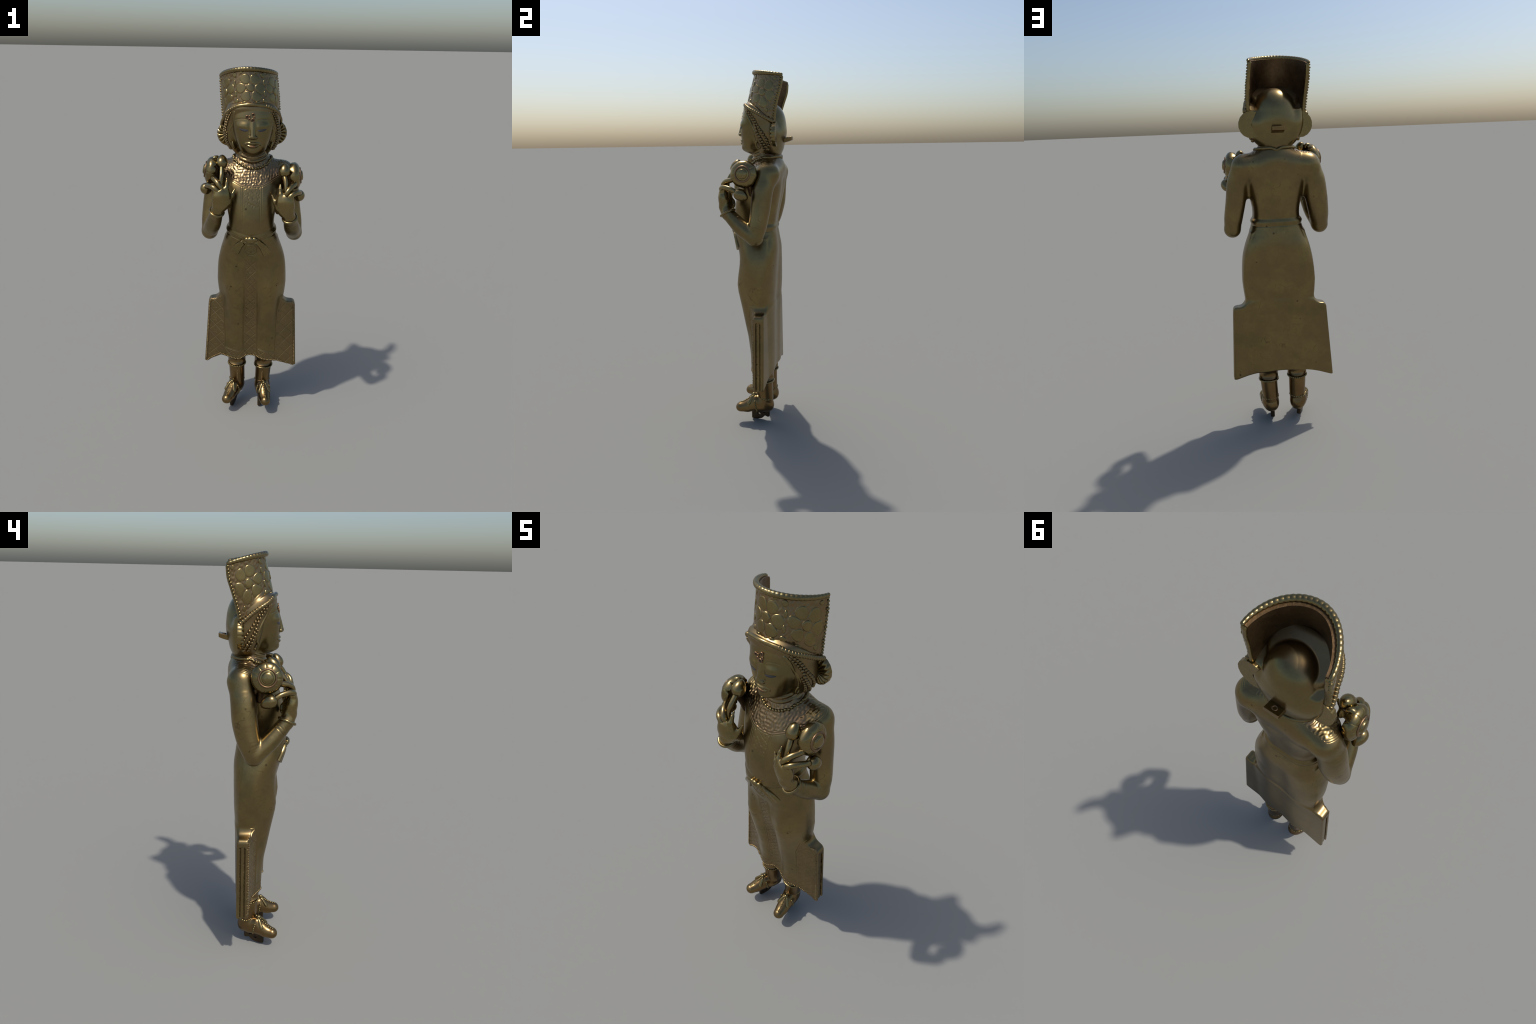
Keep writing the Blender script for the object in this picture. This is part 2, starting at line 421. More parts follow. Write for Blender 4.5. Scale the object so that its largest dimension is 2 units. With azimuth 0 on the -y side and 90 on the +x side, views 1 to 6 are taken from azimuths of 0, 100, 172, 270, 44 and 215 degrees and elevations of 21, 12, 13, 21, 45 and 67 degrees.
def make_body():
    F = Field((-.305, -.21, .235), (.305, .185, 1.585), 0.0026)
    core = loft(TORSO)
    def skirt(x, y, z):
        x = x - 0.004 * np.clip((1.10 - z) / .1, 0, 1)
        d = core(x, y + twist(z) * x, z)
        yy = y + twist(z) * x
        lo = np.clip((1.10 - z) / 0.26, 0, 1)            # two thighs press through the cloth
        fz = np.interp(z.ravel(), [.2, .3, .43, .53, .6, .7, .8, .9, 1.0], [-.037, -.038, -.042, -.053, -.066, -.083, -.102, -.111, -.114]).reshape(z.shape).astype(np.float32)
        av, cv = (np.interp(z.ravel(), [.3, .55, .75, .9, 1.05], t).reshape(z.shape).astype(np.float32) for t in ([.070, .078, .089, .096, .094], [.079, .083, .092, .098, .094]))
        for s in (-1, 1):
            a, c = av, s * cv
            b = np.where(yy < 0.06, 0.06 - fz, 0.028)
            g = np.sqrt(((x - c) / a) ** 2 + ((yy - 0.06) / b) ** 2) + 1e-6
            r = np.sqrt((x - c) ** 2 + (yy - 0.06) ** 2)
            t = np.where(g > .2, r * (1 - 1 / g), -a) + (1 - lo) * 0.05
            d = smin(d, np.maximum(t, z - 1.10), 0.026)
        yb = np.clip((y - 0.05) / 0.04, 0, 1)                 # shallow furrow down the back
        dep = np.interp(z.ravel(), [.3, .5, .9, 1.1, 1.2, 1.3, 1.42, 1.5], [.004, .008, .008, .004, .006, .012, .010, .0]).reshape(z.shape).astype(np.float32)
        return d + yb * dep * np.exp(-(x / 0.055) ** 2)
    F.add(skirt, 0)
    F.add((robe_panel, (np.array([-.30, -.05, .24]), np.array([.30, .11, .80]))), 0.034)
    s, g = F._window((np.array([-.31, -.2, .235]), np.array([.31, .2, .37])), 0)
    F.D[s] = smax(F.D[s], (hem_z(g[0], g[1]) - g[2]).astype(np.float32), 0.010)
    # shoulders and arms
    for sd in (-1, 1):
        F.add(cone((0, .062, 1.478), (sd * .165, .078, 1.456), .072, .060), 0.03)
        F.add(ellipsoid((sd * .138, .020, 1.432), (.050, .052, .056)), 0.03)       # front of the shoulder
        F.add(cone((sd * .152, .045, 1.40), (sd * .150, .034, 1.315), .034, .024), 0.03)    # web of the armpit
        up, fore = arm_parts(sd)
        F.add(up, 0.022)
        s, g = F._window(fore[1], .03)
        F.D[s] = smin(F.D[s], fore[0](*g).astype(np.float32), 0.012)
        for p in hand_parts(sd): F.add(p, 0.010)
        F.cut(ellipsoid(hx(sd, .172, -.112, 1.338), (.034, .022, .055)), 0.008)   # hollow of the palm
        F.cut(chain([(*hx(sd, .192, -.185, 1.395), .014), (*hx(sd, .186, -.135, 1.385), .013)]), 0.006)
    P, Q = F.skin()
    return F, P, Q

def line(d, w):      # soft engraved groove profile
    return np.exp(-(d / w) ** 2)

def lattice(s, t, period):
    """Crossed bands with a small rosette in every lozenge."""
    a = np.abs(((s + t) / period) % 1 - .5) * period; b = np.abs(((s - t) / period) % 1 - .5) * period
    e = np.maximum(line(a, .0028), line(b, .0028))
    cs = (((s + t) / period) % 1 - .5), (((s - t) / period) % 1 - .5)
    r = np.hypot((np.abs(cs[0]) - .5), (np.abs(cs[1]) - .5)); th = np.arctan2(np.abs(cs[0]) - .5, np.abs(cs[1]) - .5)
    return e + .7 * line((r - .17 * (1 + .45 * np.cos(4 * th))) * period, .0022) * (r < .32)

def ripple(P, k, n=7, seed=3):
    """Irregular blotches: plane waves of like length in random directions."""
    r = np.random.default_rng(seed); D = r.normal(size=(n, 3)); D /= np.linalg.norm(D, axis=1)[:, None]
    D *= k * r.uniform(.75, 1.3, (n, 1)); ph = r.uniform(0, 6.3, n)
    return np.sin(P @ D.T + ph).sum(-1) / math.sqrt(n)

def engrave(P, Nn):
    """Depth of chased ornament on the cloth, metres (positive = into the metal)."""
    x, y, z = P.T; out = np.zeros(len(P)); front = Nn[:, 1] < -0.15
    a = np.abs(x)
    # centre strip of the skirt with widening border lines
    w = np.interp(z, [.34, .6, 1.0], [.036, .030, .026])
    strip = front & (a < w + .012) & (z < 1.0) & (z > .34)
    e = np.where(a < w, lattice(x, z * .9, .056), 0) + .8 * line(a - w - .004, .0018) + .6 * line(a - w - .010, .0015)
    out[strip] += e[strip] * .0024
    # side plates
    inner = np.interp(z, [.3, .5, .66, .73, .76], [.150, .152, .158, .176, .21])
    pl = front & (a > inner - .004) & (z < .75) & (y > -.06)
    e = np.where(a > inner + .004, lattice(a - .21, z * .95, .078), 0) + .9 * line(a - inner, .0018)
    e += .9 * line(a - np.where(x > 0, .262 + (.68 - z) * .045, .248 + (.69 - z) * .074) + .016, .0016)
    out[pl] += e[pl] * .0022
    # hem band
    hz = hem_z(x, y); up = z - hz
    hm = front & (up < .07) & (a < inner) & (a > w + .012)
    e = np.where(up < .058, lattice(x, up * .95, .064), 0) + .9 * line(up - .062, .0018) + .7 * line(up - .069, .0015)
    out[hm] += e[hm] * .0022
    # shirt placket
    pk = front & (z > 1.185) & (z < 1.41) & (a < .07)
    out[pk] += (line(a - .046, .0017) + .8 * line(a - .055, .0015))[pk] * .0013
    tp = front & (z > 1.30) & (z < 1.43) & (a < .042)
    out[tp] += np.clip(ripple(P, 380, 12, 8), 0, 1.2)[tp] * .0010
    # medallion under the knot
    md = front & (z < 1.12) & (z > 1.0) & (a < .05); r = np.hypot(x, z - 1.068); th = np.arctan2(x, z - 1.068)
    out[md] += (line(r - .034, .002) + line(r - .016 * (1 + .3 * np.cos(6 * th)), .0025) + .6 * line(r - .042, .002))[md] * .0026
    # embroidered yoke over chest and shoulders
    lowline = np.interp(a, [0, .05, .10, .16, .22, .26], [1.405, 1.41, 1.432, 1.462, 1.492, 1.50]) + np.clip(y, 0, .2) * .35
    yk = (z > lowline - .012) & (y < .105) & (z < 1.56)
    sc = ripple(P * np.array((1, .7, 1)), 430, 16) * .9 + ripple(P, 240, 9, 4) * .35
    e = np.where(z > lowline + .010, np.clip(sc, -1.1, 1.1), 0) + 1.0 * line(z - lowline - .004, .002) + .8 * line(z - lowline + .005, .0018)
    out[yk] += e[yk] * .0009
    # sleeve borders near the wrists
    for s in (-1, 1):
        e0, w0 = np.array(ARM[s][-1][:3]), np.array(WRIST[s]); d = (w0 - e0) / np.linalg.norm(w0 - e0)
        t = (P - w0) @ d; near = (np.linalg.norm(P - w0 - t[:, None] * d, axis=1) < .05) & (t > -.055) & (t < -.012) & (a > .14)
        out[near] += (np.maximum(0, np.sin(t * 300) * np.sin(a * 220 + y * 150)) * .7 + line(t + .052, .0016))[near] * .0013
    # sash lines falling to the knot
    for k, zz in enumerate((1.165, 1.153, 1.143)):
        sl = front & (a < .13) & (a > .03)
        out[sl] += line(z - (zz - .030 * (1 - np.clip(a / .13, 0, 1)) ** 1.3 * 1.4), .0016)[sl] * .0016
    return out

def relief(P):
    """Broad raised forms: the rolled belt round the waist."""
    x, y, z = P.T
    f = np.clip((-y - .02) / .12, 0, 1)
    zb = 1.162 - .030 * f * (1 - np.clip(np.abs(x) / .13, 0, 1))
    arm = np.abs(x) > .15
    roll = .0045 * np.exp(-((z - zb) / .011) ** 2) - .0022 * line(z - zb + .019, .003) - .0018 * line(z - zb - .02, .005)
    return np.where(arm, 0, roll * (1 - .5 * f))

FIELD, P, Q = make_body()
body = mesh_from("body", P, Q)
bm = bmesh.new(); bm.from_mesh(body)
bm.faces.ensure_lookup_table()
def wants_detail(c, n):
    x, y, z = c; a = abs(x)
    if n.y < -.1 and z < .78 and (a > .14 or a < .06): return True
    if n.y < -.1 and z < .42: return True
    if n.y < -.1 and z < 1.02 and a < .06: return True
    if z > 1.395 and y < .11 and (z > 1.42 or a < .09) and a < .25 and y > -.125: return True
    return n.y < -.2 and a < .065 and 1.0 < z < 1.42
edges = set()
for f in bm.faces:
    if wants_detail(f.calc_center_median(), f.normal): edges.update(f.edges)
bmesh.ops.subdivide_edges(bm, edges=list(edges), cuts=1, use_grid_fill=True)
bm.to_mesh(body); bm.free()
body.polygons.foreach_set("use_smooth", np.ones(len(body.polygons), bool))

def coords(me):
    a = np.empty(len(me.vertices) * 3, np.float32); me.vertices.foreach_get("co", a); return a.reshape(-1, 3).astype(float)
def vnormals(me):
    a = np.empty(len(me.vertices) * 3, np.float32); me.vertex_normals.foreach_get("vector", a); return a.reshape(-1, 3).astype(float)

P = coords(body); N0 = vnormals(body)
g = FIELD.grad(P); g /= np.linalg.norm(g, axis=1)[:, None] + 1e-9
P = P - g * FIELD.sample(P)[:, None]
P = P + g * (relief(P) - engrave(P, g))[:, None]
body.vertices.foreach_set("co", P.astype(np.float32).ravel()); body.update()
BODY_BVH = BVHTree.FromPolygons([tuple(v) for v in P], [tuple(p.vertices) for p in body.polygons])

def split_regions(me, label_of_face, parts, parent):
    """Cut one smooth mesh into named region objects that keep the whole surface's normals."""
    V, Nn = coords(me), vnormals(me)
    npoly = len(me.polygons)
    ls, lt = np.empty(npoly, np.int32), np.empty(npoly, np.int32)
    me.polygons.foreach_get("loop_start", ls); me.polygons.foreach_get("loop_total", lt)
    vi = np.empty(len(me.loops), np.int32); me.loops.foreach_get("vertex_index", vi)
    cen = np.add.reduceat(V[vi], ls, axis=0) / lt[:, None]
    lab = label_of_face(cen); made = []
    for k, (name, mat) in enumerate(parts):
        sel = np.where(lab == k)[0]
        if not len(sel): made.append(None); continue
        lsel = np.concatenate([np.arange(a, a + n) for a, n in zip(ls[sel], lt[sel])])
        used, inv = np.unique(vi[lsel], return_inverse=True)
        m2 = bpy.data.meshes.new(name)
        m2.vertices.add(len(used)); m2.vertices.foreach_set("co", V[used].astype(np.float32).ravel())
        m2.loops.add(len(lsel)); m2.loops.foreach_set("vertex_index", inv.astype(np.int32).ravel())
        m2.polygons.add(len(sel))
        m2.polygons.foreach_set("loop_start", np.concatenate([[0], np.cumsum(lt[sel])[:-1]]).astype(np.int32))
        m2.polygons.foreach_set("loop_total", lt[sel])
        m2.update(calc_edges=True)
        m2.polygons.foreach_set("use_smooth", np.ones(len(sel), bool))
        m2.normals_split_custom_set_from_vertices(Nn[used].tolist())
        made.append(put(name, m2, mat, parent))
    return made

def body_label(c):
    x, y, z = c.T; lab = np.where(z > 1.162 - .03 * np.clip((-y - .02) / .12, 0, 1) - .004, 0, 1)
    core = loft(TORSO)(x, y, z)
    for k, s in enumerate((1, -1)):
        up, fore = arm_parts(s)
        da = np.minimum(up[0](x, y, z), fore[0](x, y, z))
        dh = np.min([p[0](x, y, z) for p in hand_parts(s)], 0)
        m = (x * s > .09) & (da < core - .004) & (da < .02); lab[m] = 2 + k
        m = (x * s > .04) & (dh < da - .002) & (dh < core - .004) & (dh < .03) & (y < -.08); lab[m] = 4 + k
    yoke = np.interp(np.abs(x), [0, .05, .10, .16, .22, .26], [1.405, 1.41, 1.432, 1.462, 1.492, 1.50]) + np.clip(y, 0, .2) * .35
    lab[(lab == 0) & (z > yoke) & (y < .10)] = 6
    a = np.abs(x); w = np.interp(z, [.34, .6, 1.0], [.036, .030, .026]); inner = np.interp(z, [.3, .5, .66, .73, .76], [.150, .152, .158, .176, .21])
    edge = (a < w + .008) & (z < 1.0) | (a > inner) & (z < .73) | (z - hem_z(x, y) < .064)
    lab[(lab == 1) & edge & (y < panel_mid(x) - .012)] = 7
    return lab

split_regions(body, body_label, [("torso", M_BODY), ("robe", M_BODY), ("arm", M_BODY), ("arm", M_BODY), ("hand", M_SMOOTH), ("hand", M_SMOOTH), ("embroidered_yoke", M_YOKE), ("robe_border", M_ENGRAVED)], ROOT)
bpy.data.meshes.remove(body)

def on_body(x, z, from_y=-1.0, off=0.0):
    d = Vector((0, 1 if from_y < 0 else -1, 0))
    h = BODY_BVH.ray_cast(Vector((x, from_y, z)), d)
    return (np.array(h[0] + h[1] * off), np.array(h[1])) if h[0] else (None, None)

# ------------------------------------------------------------------ head
HEAD = [  # hair mass: z, half width, front y, back y, exponent
    (1.555, .080, .012, .122, 2.0), (1.580, .104, .008, .136, 2.0), (1.610, .124, -.002, .142, 2.2), (1.650, .137, -.014, .146, 2.4),
    (1.700, .144, -.030, .148, 2.5), (1.740, .146, -.046, .148, 2.3), (1.775, .140, -.066, .140, 2.3), (1.800, .130, -.074, .130, 2.3),
    (1.820, .118, -.066, .120, 2.2), (1.838, .090, -.040, .100, 2.0)]
FACE = [
    (1.556, .020, -.036, .060, 2.0), (1.566, .042, -.060, .060, 2.0), (1.580, .059, -.077, .060, 2.1), (1.600, .071, -.085, .060, 2.1),
    (1.630, .083, -.089, .060, 2.1), (1.660, .092, -.0925, .060, 2.1), (1.700, .101, -.0925, .060, 2.1), (1.740, .105, -.086, .060, 2.1),
    (1.780, .105, -.078, .060, 2.1), (1.815, .095, -.066, .060, 2.1)]

def make_head():
    F = Field((-.16, -.125, 1.47), (.16, .165, 1.86), 0.0021)
    hair = loft(HEAD, -.004); face = loft(FACE, 0.003)
    def under_band(x, y, z):   # hair and brow end at the tilted seat of the crown, open behind it
        d = smin(smax(hair(x, y, z), y - 0.112, 0.012), face(x, y, z), 0.004)
        return smax(d, (z + 0.75 * y - 1.810) / 1.25, 0.008)
    def back_plate(x, y, z):  # lower back of the head, plain and smooth
        return smax(hair(x, y, z), z - 1.70, 0.06)
    F.add(under_band, 0)
    F.add(ellipsoid((-.006, .055, 1.722), (.106, .096, .114)), 0.006)     # skull dome seen from behind
    F.add(back_plate, 0.03)
    F.add(ellipsoid((-.004, .060, 1.675), (.118, .085, .095)), 0.03)
    ledge = loft([(1.70, .128, -.020, .100, 2.2), (1.76, .126, -.032, .100, 2.2), (1.80, .122, -.038, .100, 2.2), (1.85, .10, -.030, .090, 2.2)], -.012)
    F.add(lambda x, y, z: smax(ledge(x, y, z), (z + .75 * y - 1.838) / 1.25, .012), .006)     # shelf between skull and crown wall
    cx = 0.003
    for s in (-1, 1):
        F.add(ellipsoid((cx + s * .045, -.0665, 1.716), (.034, .0198, .020), rotz(s * .35)), 0.014)      # eyelids
        F.add(ellipsoid((cx + s * .0155, -.0945, 1.663), (.0085, .0105, .0080)), 0.004)   # nostril wings
        F.cut(ellipsoid((cx + s * .009, -.1035, 1.6545), (.0042, .006, .0036)), 0.003)
        F.cut(chain([(cx + s * .019, -.0955, 1.726, .0035), (cx + s * .0175, -.0985, 1.690, .0035)]), 0.010)
        F.add(ellipsoid((cx + s * .037, -.084, 1.6275), (.0038, .004, .0032)), 0.006)
    F.add(chain([(cx, -.080, 1.732, .009), (cx, -.0885, 1.705, .0105), (cx, -.0965, 1.668, .0128)]), 0.008)   # nose
    F.add(ellipsoid((cx, -.0965, 1.665), (.0140, .0135, .0105)), 0.004)
    up = [(cx - .034, -.0835, 1.633), (cx - .014, -.0915, 1.6340), (cx, -.0925, 1.6315), (cx + .014, -.0915, 1.6340), (cx + .034, -.0835, 1.633)]
    F.add(chain([(*p, r) for p, r in zip(up, (.003, .0046, .0050, .0046, .003))]), 0.006)
    lo = [(cx - .024, -.0855, 1.620), (cx - .012, -.0900, 1.6175), (cx, -.0910, 1.6170), (cx + .012, -.0900, 1.6175), (cx + .024, -.0855, 1.620)]
    F.add(chain([(*p, r) for p, r in zip(lo, (.004, .0058, .0062, .0058, .004))]), 0.004)
    F.cut(chain([(cx - .036, -.0905, 1.6290, .0026), (cx - .018, -.0985, 1.6255, .0028), (cx, -.1000, 1.6245, .0028), (cx + .018, -.0985, 1.6255, .0028), (cx + .036, -.0905, 1.6290, .0026)]), 0.003)
    F.add(ellipsoid((cx, -.070, 1.593), (.026, .0185, .016)), 0.02)
    # neck with three soft folds, flaring to the choker
    F.add(chain([(0, .050, 1.575, .066), (0, .054, 1.50, .078)]), 0.01)
    for i, (zz, yf, hw) in enumerate(((1.566, -.019, .060), (1.548, -.023, .066), (1.530, -.026, .074))):
        ring = [(hw * math.sin(a), .045 - (.045 - yf) * math.cos(a) , zz + .022 * (1 - math.cos(a)), .0095) for a in np.linspace(-1.7, 1.7, 14)]
        F.add(chain(ring), 0.006)
    P, Q = F.skin()
    return F, P, Q

HFIELD, HP, HQ = make_head()
# fine lines: brow arc, hairline
x, y, z = HP.T; cx = .003
front = y < .02
brow = np.zeros(len(HP))
for s in (-1, 1):
    u = (x - cx) * s
    zb = 1.744 + .010 * np.sin(np.clip((u - .012) / .08, 0, 1) * PI) - .014 * np.clip((.024 - u) / .012, 0, 1)
    brow += np.where((u > .014) & (u < .092) & front, line(z - zb, .0019), 0) * .0012
    lid = 1.7075 + .006 * np.sin(np.clip((u - .018) / .055, 0, 1) * PI)
HG = HFIELD.grad(HP); HG /= np.linalg.norm(HG, axis=1)[:, None]
HP = HP - HG * brow[:, None]
head = mesh_from("head_whole", HP, HQ)
HEAD_BVH = BVHTree.FromPolygons([tuple(v) for v in HP], HQ.tolist())
def hairline_y(z):
    return np.interp(z, [1.56, 1.59, 1.615, 1.645, 1.69, 1.748, 1.80, 1.83], [.02, .020, .012, .004, -.016, -.048, -.08, -.10])
def head_label(c):
    x, y, z = c.T
    lab = np.where(y > hairline_y(z) + .004, 1, 0)
    lab[(y > .10)] = 0
    lab[(np.hypot(x, y - .045) < .0975) & (z < 1.562) | ((loft(FACE, .003)(x, y, z) > .004) & (z < 1.575) & (y < .09))] = 2
    lab[(np.hypot((x - .003) / .019, (z - 1.6175) / .0055) < 1) & (y < -.07)] = 3
    return lab
split_regions(head, head_label, [("head", M_FACE), ("hair", M_ENGRAVED), ("neck", M_ENGRAVED), ("lower_lip", M_LIP)], ROOT)
bpy.data.meshes.remove(head)

def on_head(o, d, off=0.0):
    h = HEAD_BVH.ray_cast(Vector(o), Vector(d).normalized())
    return (np.array(h[0] + h[1] * off), np.array(h[1])) if h[0] else (None, None)

# eyes: flat silver inlays lying on the lids
for s in (-1, 1):
    n, m = 26, 7; pts = np.zeros((n, m, 3))
    for i, a in enumerate(np.linspace(-1, 1, n)):
        half = .0058 * max(0, 1 - abs(a) ** 2.4) ** .7 + .0002
        for j, b in enumerate(np.linspace(-1, 1, m)):
            X = cx + s * (.046 + a * .0235); Z = 1.701 + .003 * a + half * b - .003 * (1 - a * a)
            p, nn = on_head((X, -1, Z), (0, 1, 0), .0012 * (1 - b * b) * (1 - a * a) + .0006)
            pts[i, j] = p
    V, Fc = grid_mesh(pts if s < 0 else pts[::-1])
    me = mesh_from("eye", V, Fc)
    o = put("eye", me, M_EYE, ROOT)
# broken forehead jewel: empty settings
for (jx, jz, r) in ((-.026, 1.762, .0075), (-.014, 1.7645, .004), (.004, 1.773, .0075), (-.014, 1.751, .005), (.002, 1.746, .0085), (.009, 1.759, .0045)):
    p, nn = on_head((jx, -1, jz), (0, 1, 0), .0008)
    c = np.array([p + r * (math.cos(a) * np.array((1, 0, 0)) + math.sin(a) * np.array((0, -.1, 1))) for a in np.linspace(0, 2 * PI, 12, endpoint=False)])
    tube("jewel_setting", c, .0028, M_COPPER, ROOT, 8, closed=True)
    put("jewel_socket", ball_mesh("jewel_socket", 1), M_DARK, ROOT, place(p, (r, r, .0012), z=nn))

# bead rows of the dressed hair, both sides
HAIR_ROWS = [([(-.034, 1.785), (-.006, 1.753), (.012, 1.724), (.030, 1.694), (.053, 1.661), (.071, 1.630), (.078, 1.605)], .0088),
             ([(-.036, 1.775), (-.012, 1.744), (.008, 1.710), (.020, 1.673), (.040, 1.636), (.058, 1.606), (.070, 1.585)], .0090),
             ([(.010, 1.672), (.022, 1.648), (.034, 1.622), (.044, 1.600), (.052, 1.584)], .0078)]
curl = ball_mesh("hair_curl")
for s in (-1, 1):
    mats = []
    for row, r in HAIR_ROWS:
        pts = []
        for yy, zz in smooth_path([(a, b, 0) for a, b in row], 60)[:, :2]:
            p, n = on_head((s, yy, zz), (-s, 0, 0), .001)
            if p is not None: pts.append((p, n))
        C = np.array([p for p, _ in pts]); q, T = evenly(C, r * 1.75)
        for k, (p, t) in enumerate(zip(q, T)):
            rr = r * (0.7 + .38 * k / len(q)) * random.uniform(.88, 1.12)
            mats.append(place(p, (rr * 1.05, rr, rr), x=t))
    scatter("hair_curl", curl, mats, M_ENGRAVED, ROOT)
    # plain roll along the face and loop of the ear lobe
    C = []
    for yy, zz in smooth_path([(-.051, 1.782, 0), (-.033, 1.746, 0), (-.017, 1.713, 0), (-.004, 1.686, 0), (.008, 1.650, 0), (.014, 1.625, 0)], 24)[:, :2]:
        p, n = on_head((s, yy, zz), (-s, 0, 0), -.0055); C.append(p)
    tube("hair_roll", np.array(C), .0092, M_SMOOTH, ROOT, 10)
    a = np.linspace(0, 2 * PI, 20, endpoint=False)
    C = np.stack([s * (.100 + .006 * np.cos(a)), .018 + .012 * np.sin(a), 1.607 + .020 * np.cos(a)], 1)
    tube("ear_lobe", C, .0048, M_SMOOTH, ROOT, 8, closed=True)

# ------------------------------------------------------------------ ear fans
def fan(s):
    nu, nv, ribs = 121, 14, 11
    xc, zc = s * .122, 1.662
    if s < 0: zc -= .006; xc = -.128
    yo = .016 if s > 0 else -.008
    grid = np.zeros((2, nu, nv, 3))
    for i, a in enumerate(np.linspace(-2.05, 2.05, nu)):
        for j, t in enumerate(np.linspace(0, 1, nv)):
            rib = abs(math.sin(a / 4.1 * ribs * PI)) ** .7
            R = .0625 * (1 + .02 * rib)
            rr = .0004 + (R - .0004) * t
            X = xc + s * rr * math.cos(a) * .98; Z = zc + rr * math.sin(a) * 1.02
            bulge = .010 * rib * t ** .8 + .010 * (1 - t)
            Y = .086 + .012 * (1 - math.cos(a)) * .3
            edge = min(1, (1 - t) * 6) ** .5
            grid[0, i, j] = (X, Y + yo - bulge * edge, Z); grid[1, i, j] = (X, .104 + yo, Z)
    f, b = grid
    rim = np.stack([f[:, -1], b[:, -1]], 1)
    V = []; Fc = []
    for G, flip in ((f, s > 0), (b, s < 0), (rim, s > 0)):
        v, q = grid_mesh(G); q = [[k + len(V) for k in (c[::-1] if flip else c)] for c in q]
        V += v.tolist(); Fc += q
    me = mesh_from("ear_fan", np.array(V), Fc)
    bmm = bmesh.new(); bmm.from_mesh(me); bmesh.ops.remove_doubles(bmm, verts=bmm.verts, dist=1e-5); bmesh.ops.recalc_face_normals(bmm, faces=bmm.faces); bmm.to_mesh(me); bmm.free()
    put("ear_fan", me, M_SMOOTH, ROOT, sharp=50)
fan(1); fan(-1)

# ------------------------------------------------------------------ crown
CROWN = [  # v, x left, x right, y left edge, y right edge, z left edge, z right edge, front y, front z
    (0.00, -.157, .141, .084, .108, 1.712, 1.730, -.056, 1.826),
    (0.25, -.163, .141, .098, .114, 1.775, 1.790, -.046, 1.866),
    (0.50, -.169, .137, .116, .126, 1.834, 1.848, -.035, 1.908),
    (0.75, -.173, .131, .134, .141, 1.890, 1.902, -.025, 1.948),
    (1.00, -.175, .124, .139, .149, 1.944, 1.958, -.016, 1.985)]
def crown_pt(u, v):
    r = [float(interp(np.array([v]), CROWN, c)[0]) for c in range(1, 9)]
    w = (u + 1) / 2; ph = u * PI / 2
    ce = abs(math.cos(ph)) ** (1.10 if u > 0 else 1.38)
    xm, rx = (r[0] + r[1]) / 2, (r[1] - r[0]) / 2
    ye, ze = r[2] + (r[3] - r[2]) * w, r[4] + (r[5] - r[4]) * w
    return np.array((xm + rx * math.sin(ph), ye + (r[6] - ye) * ce, ze + (r[7] - ze) * ce))
NU, NV = 161, 81
US, VS = np.linspace(-1, 1, NU), np.linspace(0, 1, NV)
OUT = np.array([[crown_pt(u, v) for v in VS] for u in US])
tu = np.gradient(OUT, axis=0); tv = np.gradient(OUT, axis=1)
NRM = np.cross(tu, tv); NRM /= np.linalg.norm(NRM, axis=2)[..., None]
def crown_at(u, v, h=0.0):
    fu, fv = np.clip((u + 1) / 2 * (NU - 1), 0, NU - 1.001), np.clip(v * (NV - 1), 0, NV - 1.001)
    i, j = int(fu), int(fv); a, b = fu - i, fv - j
    g = lambda A: (A[i, j] * (1 - a) + A[i + 1, j] * a) * (1 - b) + (A[i, j + 1] * (1 - a) + A[i + 1, j + 1] * a) * b
    return g(OUT) + g(NRM) * h
rough = np.clip(ripple(OUT, 430, 14, 5), -1.3, 1.3) * .0008
outer = OUT + NRM * rough[..., None]
inner = OUT - NRM * .019
def shell(name, A, B, mat):
    ring = lambda G: np.concatenate([G[:, 0], G[-1, 1:], G[-2::-1, -1], G[0, -2:0:-1]])
    va, fa = grid_mesh(A); vb, fb = grid_mesh(B)
    V = np.vstack([va, vb]); n = len(va)
    idx = np.arange(n).reshape(A.shape[:2]); r0 = ring(idx[..., None])[:, 0]
    F = fa + [[k + n for k in q[::-1]] for q in fb]
    F += [[r0[i - 1], r0[i - 1] + n, r0[i] + n, r0[i]] for i in range(len(r0))]
    me = mesh_from(name, V, F)
    b2 = bmesh.new(); b2.from_mesh(me); bmesh.ops.recalc_face_normals(b2, faces=b2.faces); b2.to_mesh(me); b2.free()
    return put(name, me, mat, CROWNROOT, sharp=60)
CROWNROOT = bpy.data.objects.new("crown", None); COL.objects.link(CROWNROOT); CROWNROOT.parent = ROOT
shell("crown_wall", outer, OUT - NRM * .006, M_YOKE)
shell("crown_lining", OUT - NRM * .0065, inner, M_HOLLOW)

